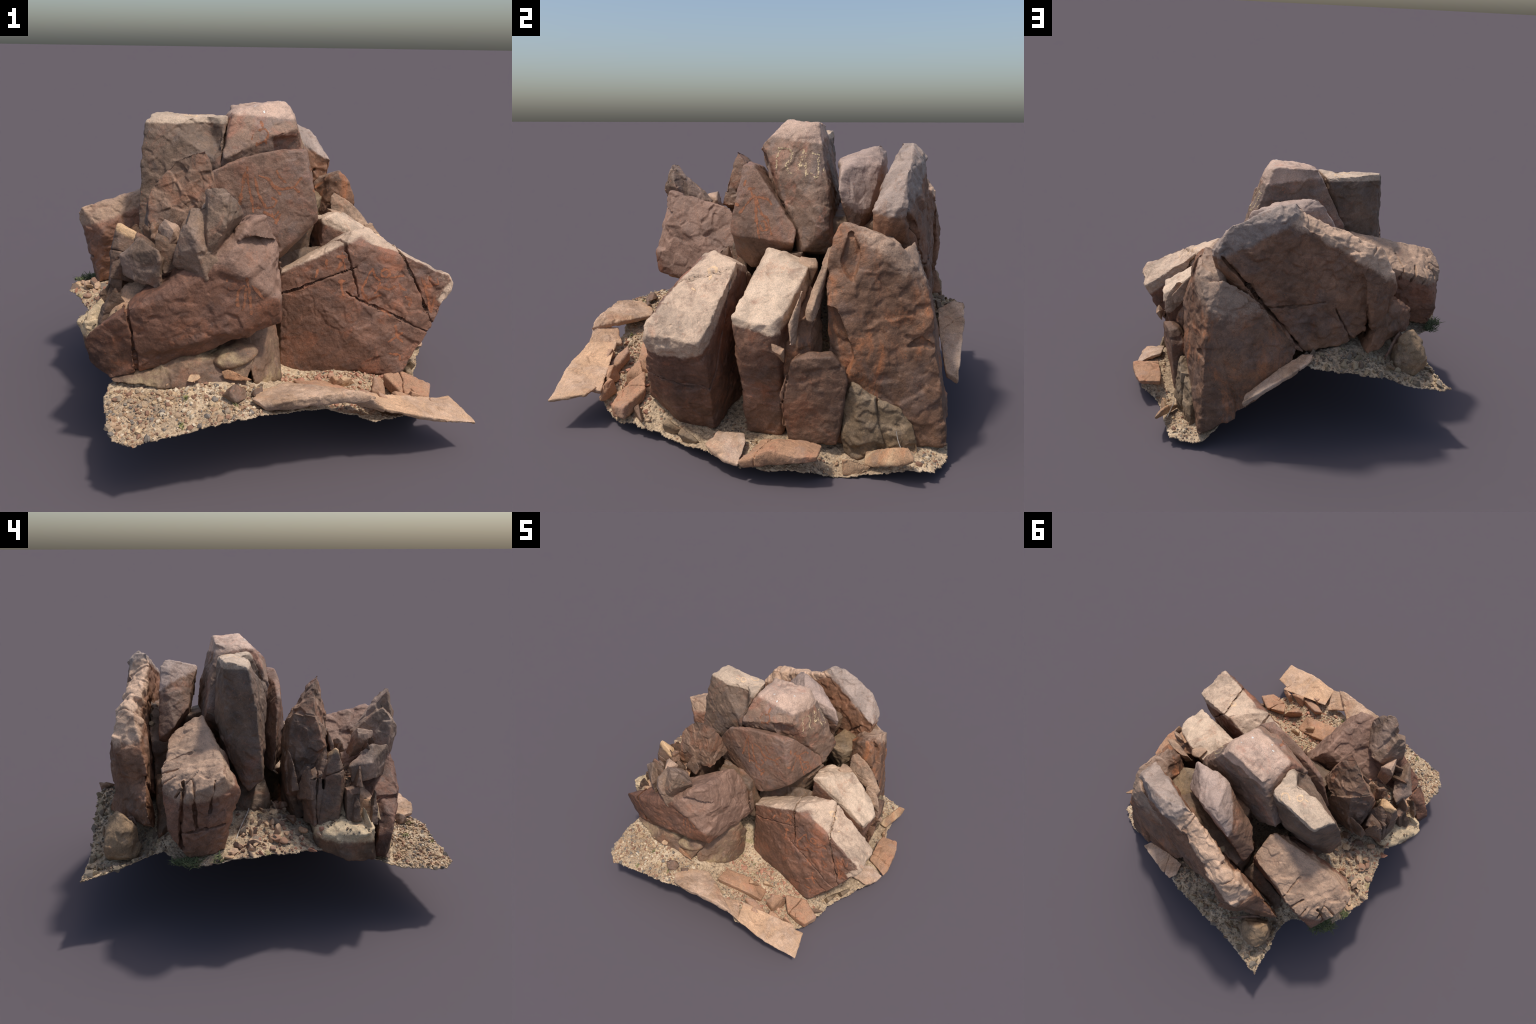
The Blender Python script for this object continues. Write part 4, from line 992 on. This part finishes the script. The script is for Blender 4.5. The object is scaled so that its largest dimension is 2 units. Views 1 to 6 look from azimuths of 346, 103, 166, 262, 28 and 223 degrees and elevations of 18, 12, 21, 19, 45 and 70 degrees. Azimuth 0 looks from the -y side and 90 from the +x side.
engrave("J", [[(-0.11,1.141),(-0.118,1.109)],
    [(-0.082,1.102),(-0.071,1.07),(-0.052,1.049),(-0.044,0.964),(-0.024,0.866)],
    [(-0.062,1.076),(-0.039,1.029),(-0.015,0.982),(0.015,0.968),(0.041,0.888)],
    [(-0.07,1.059),(-0.105,1.019),(-0.137,0.978)],
    [(-0.046,1.063),(0.011,1.058),(0.034,1.03)],
    [(-0.026,0.936),(-0.01,0.905),(0.019,0.915),(0.004,0.951),(-0.021,0.952)],
    [(-0.164,1.024),(-0.139,1.017)],
    [(-0.097,1.098),(-0.057,1.103)]], IN_X, 0.0115, M_PECK, seed=2)
# robed figure on the long boulder
engrave("K", [[(-0.266,0.813),(-0.258,0.79),(-0.254,0.766)],
    [(-0.268,0.775),(-0.292,0.756),(-0.299,0.709),(-0.294,0.682)],
    [(-0.264,0.766),(-0.266,0.707),(-0.278,0.666)],
    [(-0.253,0.766),(-0.244,0.706),(-0.241,0.646)],
    [(-0.241,0.774),(-0.216,0.746),(-0.19,0.709)],
    [(-0.342,0.806),(-0.338,0.794)],
    [(-0.336,0.776),(-0.332,0.762)]], IN_Y, 0.0115, M_PECK, seed=3)
# herd, riders and ladder shapes on the front right boulder
engrave("A", [[(0.229,0.717),(0.226,0.663)],
    [(0.308,0.746),(0.308,0.702)],
    [(0.275,0.726),(0.339,0.725)],
    [(0.305,0.702),(0.277,0.66)],
    [(0.312,0.702),(0.32,0.659)],
    [(0.299,0.62),(0.298,0.579),(0.305,0.541)],
    [(0.281,0.608),(0.318,0.611)],
    [(0.188,0.67),(0.172,0.63)],
    [(0.491,0.649),(0.509,0.665),(0.531,0.659),(0.535,0.635),(0.515,0.623),(0.494,0.633),(0.491,0.649)],
    [(0.456,0.671),(0.433,0.644),(0.417,0.61),(0.394,0.569),(0.421,0.527)],
    [(0.452,0.665),(0.46,0.63),(0.489,0.607)],
    [(0.474,0.581),(0.531,0.566),(0.568,0.579)],
    [(0.533,0.623),(0.613,0.626)],
    [(0.394,0.562),(0.417,0.513),(0.454,0.526),(0.494,0.539)],
    [(0.477,0.477),(0.527,0.455),(0.535,0.432)],
    [(0.61,0.529),(0.647,0.507),(0.632,0.478)],
    [(0.701,0.611),(0.714,0.575),(0.743,0.568),(0.781,0.581)],
    [(0.745,0.616),(0.747,0.561)],
    [(0.715,0.6),(0.722,0.554),(0.741,0.491),(0.755,0.434)],
    [(0.773,0.518),(0.755,0.434)],
    [(0.782,0.609),(0.788,0.574)],
    [(0.561,0.391),(0.567,0.342),(0.597,0.355)],
    [(0.567,0.338),(0.515,0.315)],
    [(0.567,0.338),(0.597,0.306)],
    [(0.52,0.259),(0.578,0.25),(0.572,0.222)],
    [(0.489,0.602),(0.481,0.574),(0.458,0.547)],
    [(0.583,0.592),(0.597,0.564),(0.622,0.557)]], IN_Y, 0.0115, M_PECK_A, seed=4)
engrave("A", [[(0.542,-0.179),(0.544,-0.159),(0.557,-0.146),(0.572,-0.151),(0.572,-0.173),(0.559,-0.188),(0.542,-0.179)],
    [(0.58,-0.165),(0.602,-0.168)],
    [(0.639,-0.236),(0.647,-0.213)]], IN_Z, 0.009, M_PECK_TOP, seed=5)
# letters scratched on the summit block and its neighbour
engrave("H", [[(0.052,1.293),(0.048,1.265),(0.045,1.211),(0.039,1.177)],
    [(0.052,1.293),(0.107,1.29),(0.121,1.266),(0.113,1.234),(0.091,1.221),(0.102,1.191),(0.126,1.172)],
    [(0.176,1.288),(0.166,1.236),(0.15,1.187)],
    [(0.176,1.288),(0.189,1.236),(0.198,1.173)],
    [(0.161,1.219),(0.191,1.214)],
    [(0.216,1.272),(0.246,1.263)],
    [(0.242,1.258),(0.251,1.212),(0.25,1.164)],
    [(0.221,1.185),(0.241,1.161)],
    [(0.266,1.199),(0.276,1.194)]], IN_X, 0.0062, M_PECK_PALE, seed=6, dots=True, name="scratched_letter")
engrave("I", [[(-0.275,0.228),(-0.248,0.193),(-0.27,0.169),(-0.305,0.19)],
    [(-0.35,0.128),(-0.358,0.145),(-0.353,0.158),(-0.337,0.162),(-0.325,0.154),(-0.32,0.138),(-0.33,0.124),(-0.344,0.124),(-0.35,0.128)],
    [(-0.362,0.128),(-0.389,0.128)],
    [(-0.236,0.148),(-0.248,0.13)]], IN_Z, 0.008, M_PECK_TOP, seed=7, name="scratched_letter")
engrave("H", [[(-0.036,1.342),(-0.033,1.312)],
    [(-0.056,1.301),(-0.024,1.311),(-0.008,1.286),(-0.024,1.256),(-0.068,1.235)],
    [(-0.08,1.284),(-0.091,1.257)],
    [(-0.067,1.248),(-0.069,1.228)],
    [(-0.025,1.256),(-0.021,1.237)]], IN_Y, 0.010, M_PECK, seed=8)

M_WHITE = peck_material("white_fleck", (226, 222, 214), (206, 196, 184), 5)
engrave("H", [[(0.112, 0.150), (0.120, 0.152)], [(0.082, 0.086), (0.094, 0.090)], [(-0.014, 0.028), (-0.006, 0.032)], [(-0.052, 0.056), (-0.040, 0.062)]], IN_Z, 0.015, M_WHITE, seed=9, name="white_fleck")

# ----------------------------------------------------------------------------
# loose stones
# ----------------------------------------------------------------------------
def stone_mesh(name, seed, mat, flat=0.6, detail=2):
    rng = np.random.RandomState(seed)
    bm = bmesh.new()
    for _ in range(14):
        d = rng.randn(3)
        d /= np.linalg.norm(d)
        bm.verts.new(d * (0.75 + 0.3 * rng.rand()) * np.array((1.0, 0.55 + 0.4 * rng.rand(), flat)))
    bmesh.ops.convex_hull(bm, input=bm.verts)
    bmesh.ops.delete(bm, geom=[v for v in bm.verts if not v.link_faces], context="VERTS")
    if detail:
        bmesh.ops.bevel(bm, geom=list(bm.edges), offset=0.07, segments=1, affect="EDGES", clamp_overlap=True)
    me = bpy.data.meshes.new(name)
    bm.to_mesh(me)
    bm.free()
    for p in me.polygons:
        p.use_smooth = False
    me.materials.append(mat)
    return me


def pebble_material(name, cols, seed):
    N = Nodes(name)
    info = N.new("ShaderNodeObjectInfo").outputs["Random"]
    wn = N.noise(9.0, 2, 0.5, N.mapping(loc=(seed, 3, 1)))
    geo = N.new("ShaderNodeNewGeometry").outputs["Random Per Island"]
    f = N.math("FRACT", N.math("ADD", info, geo))
    n = len(cols)
    col = N.ramp(f, [(i / n, srgb(*c)) for i, c in enumerate(cols)], "CONSTANT")
    v = N.mapping()
    col = N.mix(0.7, col, N.ramp(N.noise(55, 6, 0.7, v), [(0.34, (0.62, 0.60, 0.58)), (0.5, (1, 1, 1)), (0.68, (1.3, 1.26, 1.2))]), "MULTIPLY")
    N.link(col, N.bsdf.inputs["Base Color"])
    N.bsdf.inputs["Roughness"].default_value = 0.85
    N.bsdf.inputs["Specular IOR Level"].default_value = 0.25
    N.link(N.bump(N.noise(140, 5, 0.7, v), 0.5, 0.003), N.bsdf.inputs["Normal"])
    return N.m


M_PEB = {"tan": pebble_material("tan_pebbles", [(186, 158, 126), (168, 136, 108), (150, 132, 112), (198, 172, 138), (142, 108, 88), (176, 148, 120), (126, 116, 106), (210, 190, 162)], 1),
         "grey": pebble_material("grey_pebbles", [(150, 132, 106), (128, 114, 96), (166, 146, 118), (138, 124, 108), (118, 100, 84)], 2),
         "brown": pebble_material("brown_pebbles", [(164, 126, 102), (142, 112, 94), (180, 148, 122), (130, 110, 96), (190, 158, 130), (172, 124, 100), (138, 122, 106)], 3),
         "pink": pebble_material("pink_pebbles", [(178, 130, 106), (190, 150, 124), (162, 118, 96), (196, 166, 136), (160, 140, 116)], 4)}
STONES = {k: [stone_mesh("pebble", 200 + i + 20 * n, m, 0.5 + 0.06 * i) for i in range(7)] for n, (k, m) in enumerate(M_PEB.items())}

DG = bpy.context.evaluated_depsgraph_get()
GROUNDS = {ground_ob.name} | {PARTS[k][0].name for k in ("rubble_base", "ledge", "b3", "w1", "w3", "w4", "w6")}


def floor_at(x, y, top=3.0, only=GROUNDS):
    hit, loc, nor, _, ob, _ = bpy.context.scene.ray_cast(DG, Vector((x, y, top)), Vector((0, 0, -1)))
    return (loc, nor) if hit and ob.name in only else None


class Heap:
    """small stones gathered into one joined mesh"""
    def __init__(self):
        self.v, self.f, self.n = [], [], 0

    def put(self, me, M):
        co = np.empty(len(me.vertices) * 3)
        me.vertices.foreach_get("co", co)
        co = co.reshape(-1, 3)
        R = np.array(M)
        self.v.append(co @ R[:3, :3].T + R[:3, 3])
        self.f += [[i + self.n for i in p.vertices] for p in me.polygons]
        self.n += len(co)

    def done(self, name, mat):
        if not self.n:
            return
        me = bpy.data.meshes.new(name)
        me.from_pydata(np.concatenate(self.v).tolist(), [], self.f)
        me.materials.append(mat)
        ob = add(name, me)
        ob["kind"] = "stuff"


SMALL = {k: [stone_mesh("grit", 500 + i + 20 * n, m, 0.5 + 0.07 * i, 0) for i in range(6)] for n, (k, m) in enumerate(M_PEB.items())}
HEAPS = {k: Heap() for k in M_PEB}
from mathutils import Matrix, Euler


def scatter(kind, centre, spread, count, size, named=False, seed=0, angle=0.0, flatten=1.0, tilt=0.5, sink=0.25, name="pebble", box=None):
    rng = np.random.RandomState(3000 + seed)
    made = tries = 0
    while made < count and tries < count * 8:
        tries += 1
        if box:
            x, y = box[0] + rng.rand() * (box[1] - box[0]), box[2] + rng.rand() * (box[3] - box[2])
        else:
            a, r = rng.rand() * 6.283, math.sqrt(rng.rand())
            x, y = centre[0] + spread[0] * r * math.cos(a), centre[1] + spread[1] * r * math.sin(a)
        fl = floor_at(x, y)
        if fl is None:
            continue
        s = size[0] + (size[1] - size[0]) * rng.rand() ** 2.2
        E = Euler((rng.randn() * tilt, rng.randn() * tilt, rng.rand() * 6.283))
        q = Vector((0, 0, 1)).rotation_difference(fl[1]).to_matrix().to_4x4()
        M = Matrix.Translation(fl[0] + fl[1] * s * (0.5 - sink)) @ q @ E.to_matrix().to_4x4() @ Matrix.Diagonal((s, s * (0.8 + 0.4 * rng.rand()), s * flatten, 1))
        if named:
            ob = add(name, STONES[kind][rng.randint(7)])
            ob.matrix_world = M
        else:
            HEAPS[kind].put(SMALL[kind][rng.randint(6)], M)
        made += 1


# gravel apron in front
scatter("tan", None, None, 120, (0.008, 0.022), True, 1, box=(-0.86, -0.22, -0.98, -0.64))
scatter("tan", None, None, 1000, (0.003, 0.009), False, 2, box=(-0.88, -0.1, -1.0, -0.62))
scatter("pink", None, None, 36, (0.010, 0.030), True, 3, box=(0.0, 0.75, -0.95, -0.40))
scatter("pink", None, None, 420, (0.004, 0.011), False, 4, box=(-0.05, 0.75, -0.95, -0.36))
scatter("tan", None, None, 420, (0.003, 0.010), False, 5, box=(-0.05, 0.75, -0.95, -0.36))
scatter("tan", None, None, 220, (0.009, 0.020), False, 16, box=(-0.86, -0.12, -0.98, -0.62))
scatter("pink", None, None, 160, (0.009, 0.020), False, 17, box=(-0.05, 0.75, -0.95, -0.36))
scatter("grey", None, None, 90, (0.010, 0.034), False, 18, box=(-0.78, 0.10, 0.60, 0.98), tilt=0.9)
scatter("brown", None, None, 50, (0.014, 0.045), False, 19, box=(-0.98, -0.40, -0.24, 0.45), tilt=0.9, flatten=0.7)
# right foot
scatter("tan", None, None, 26, (0.010, 0.024), True, 6, box=(0.62, 0.95, -0.5, 0.85))
scatter("tan", None, None, 300, (0.003, 0.010), False, 7, box=(0.62, 0.97, -0.5, 0.88))
# back rim
scatter("grey", None, None, 46, (0.010, 0.030), True, 8, box=(-0.78, 0.10, 0.66, 0.98), tilt=0.7)
scatter("grey", None, None, 420, (0.004, 0.011), False, 9, box=(-0.79, 0.12, 0.60, 1.0), tilt=0.8)
# rubble chute on the left
scatter("brown", None, None, 44, (0.014, 0.045), True, 10, box=(-0.98, -0.42, -0.22, 0.34), tilt=0.8, flatten=0.7)
scatter("brown", None, None, 160, (0.005, 0.016), False, 11, box=(-0.98, -0.40, -0.24, 0.45), tilt=0.8)
# rubble basin between the spires
scatter("brown", (-0.50, -0.45), (0.20, 0.16), 36, (0.012, 0.034), True, 12, tilt=0.9, flatten=0.6)
scatter("brown", (-0.50, -0.45), (0.22, 0.18), 260, (0.004, 0.014), False, 13, tilt=0.9)
scatter("grey", (-0.80, -0.38), (0.16, 0.16), 60, (0.004, 0.014), False, 14, tilt=0.8)
scatter("grey", (-0.72, 0.55), (0.14, 0.14), 40, (0.006, 0.022), False, 15, tilt=0.8)
for k, hp in HEAPS.items():
    hp.done("gravel", M_PEB[k])

# ----------------------------------------------------------------------------
# a bleached twig and a few weeds
# ----------------------------------------------------------------------------
def plain(name, c, c2, rough=0.8, leaf=False):
    N = Nodes(name)
    col = N.ramp(N.noise(40, 4, 0.6), [(0.35, srgb(*c)), (0.65, srgb(*c2))])
    N.link(col, N.bsdf.inputs["Base Color"])
    N.bsdf.inputs["Roughness"].default_value = rough
    if leaf:
        tr = N.new("ShaderNodeBsdfTranslucent")
        N.link(col, tr.inputs[0])
        mx = N.new("ShaderNodeMixShader")
        mx.inputs[0].default_value = 0.3
        N.link(N.bsdf.outputs[0], mx.inputs[1])
        N.link(tr.outputs[0], mx.inputs[2])
        N.link(mx.outputs[0], N.out.inputs[0])
    return N.m


M_TWIG = plain("bleached_wood", (150, 138, 126), (196, 186, 174))
M_WEED = plain("weed_green", (120, 120, 70), (166, 160, 102), leaf=True)
M_BUSH = plain("dry_bush_green", (84, 92, 58), (128, 132, 88), leaf=True)


def tube(name, pts, r0, r1, mat):
    cu = bpy.data.curves.new(name, "CURVE")
    cu.dimensions = "3D"
    cu.bevel_depth = 1.0
    cu.bevel_resolution = 2
    sp = cu.splines.new("NURBS")
    sp.points.add(len(pts) - 1)
    for i, p in enumerate(pts):
        sp.points[i].co = (*p, 1)
        sp.points[i].radius = r0 + (r1 - r0) * i / (len(pts) - 1)
    sp.use_endpoint_u = True
    sp.order_u = 3
    tmp = bpy.data.objects.new(name, cu)
    bpy.context.scene.collection.objects.link(tmp)
    me = bpy.data.meshes.new_from_object(tmp.evaluated_get(bpy.context.evaluated_depsgraph_get()))
    bpy.data.objects.remove(tmp)
    me.materials.clear()
    me.materials.append(mat)
    me.name = name
    return add(name, me)


tube("twig", [(-0.61, 0.11, 0.60), (-0.63, 0.12, 0.58), (-0.68, 0.155, 0.545), (-0.76, 0.19, 0.51), (-0.82, 0.21, 0.475), (-0.87, 0.23, 0.455)], 0.0022, 0.0045, M_TWIG)
tube("twig", [(0.79, 0.70, 0.10), (0.765, 0.675, 0.14), (0.75, 0.665, 0.165), (0.745, 0.66, 0.19)], 0.0022, 0.0012, M_TWIG)


def weed(x, y, r, count, mat, seed, z=None, h=1.0, name="weed"):
    rng = np.random.RandomState(5000 + seed)
    v, f = [], []
    for _ in range(count):
        a, d = rng.rand() * 6.283, r * rng.rand() ** 0.7
        bx, by = x + d * math.cos(a) * 0.6, y + d * math.sin(a) * 0.6
        fl = floor_at(bx, by)
        bz = (fl[0].z if fl else (z if z is not None else None))
        if bz is None:
            continue
        L = r * (0.45 + 0.6 * rng.rand())
        a2 = rng.rand() * 6.283
        up = (0.5 + 0.9 * rng.rand()) * h
        w = 0.0016 + 0.002 * rng.rand()
        px, py = -math.sin(a2) * w, math.cos(a2) * w
        b = len(v)
        for t in (0, 0.35, 0.7, 1.0):
            cx, cy, cz = bx + L * t * math.cos(a2) * 0.7, by + L * t * math.sin(a2) * 0.7, bz + L * up * (t - 0.45 * t * t)
            k = (1 - abs(2 * t - 0.7) * 0.5) if t < 1 else 0.12
            v += [(cx - px * k, cy - py * k, cz), (cx, cy, cz + w * 0.5 * k), (cx + px * k, cy + py * k, cz), (cx, cy, cz - w * 0.4 * k)]
        for s_ in range(3):
            o = b + s_ * 4
            for q in range(4):
                f.append((o + q, o + (q + 1) % 4, o + 4 + (q + 1) % 4, o + 4 + q))
    if not f:
        return
    me = bpy.data.meshes.new(name)
    me.from_pydata(v, [], f)
    me.materials.append(mat)
    ob = add(name, me)
    ob["kind"] = "stuff"


for i, (x, y, r, c) in enumerate([(-0.42, -0.86, 0.035, 26), (-0.52, -0.80, 0.03, 18), (-0.34, -0.88, 0.03, 20), (0.08, -0.40, 0.03, 18), (-0.56, -0.94, 0.03, 14), (0.05, -0.80, 0.03, 16), (0.80, 0.02, 0.035, 22)]):
    weed(x, y, r, c, M_WEED, i)
weed(-0.90, 0.43, 0.075, 150, M_BUSH, 40, z=0.44, h=0.5, name="dry_bush")
weed(-0.86, 0.49, 0.06, 110, M_BUSH, 41, z=0.43, h=0.5, name="dry_bush")
weed(-0.94, 0.30, 0.04, 50, M_BUSH, 42, z=0.485, h=0.6, name="dry_bush")

print("BUILT", len(bpy.data.objects), sum(len(o.data.polygons) for o in bpy.data.objects if o.data))
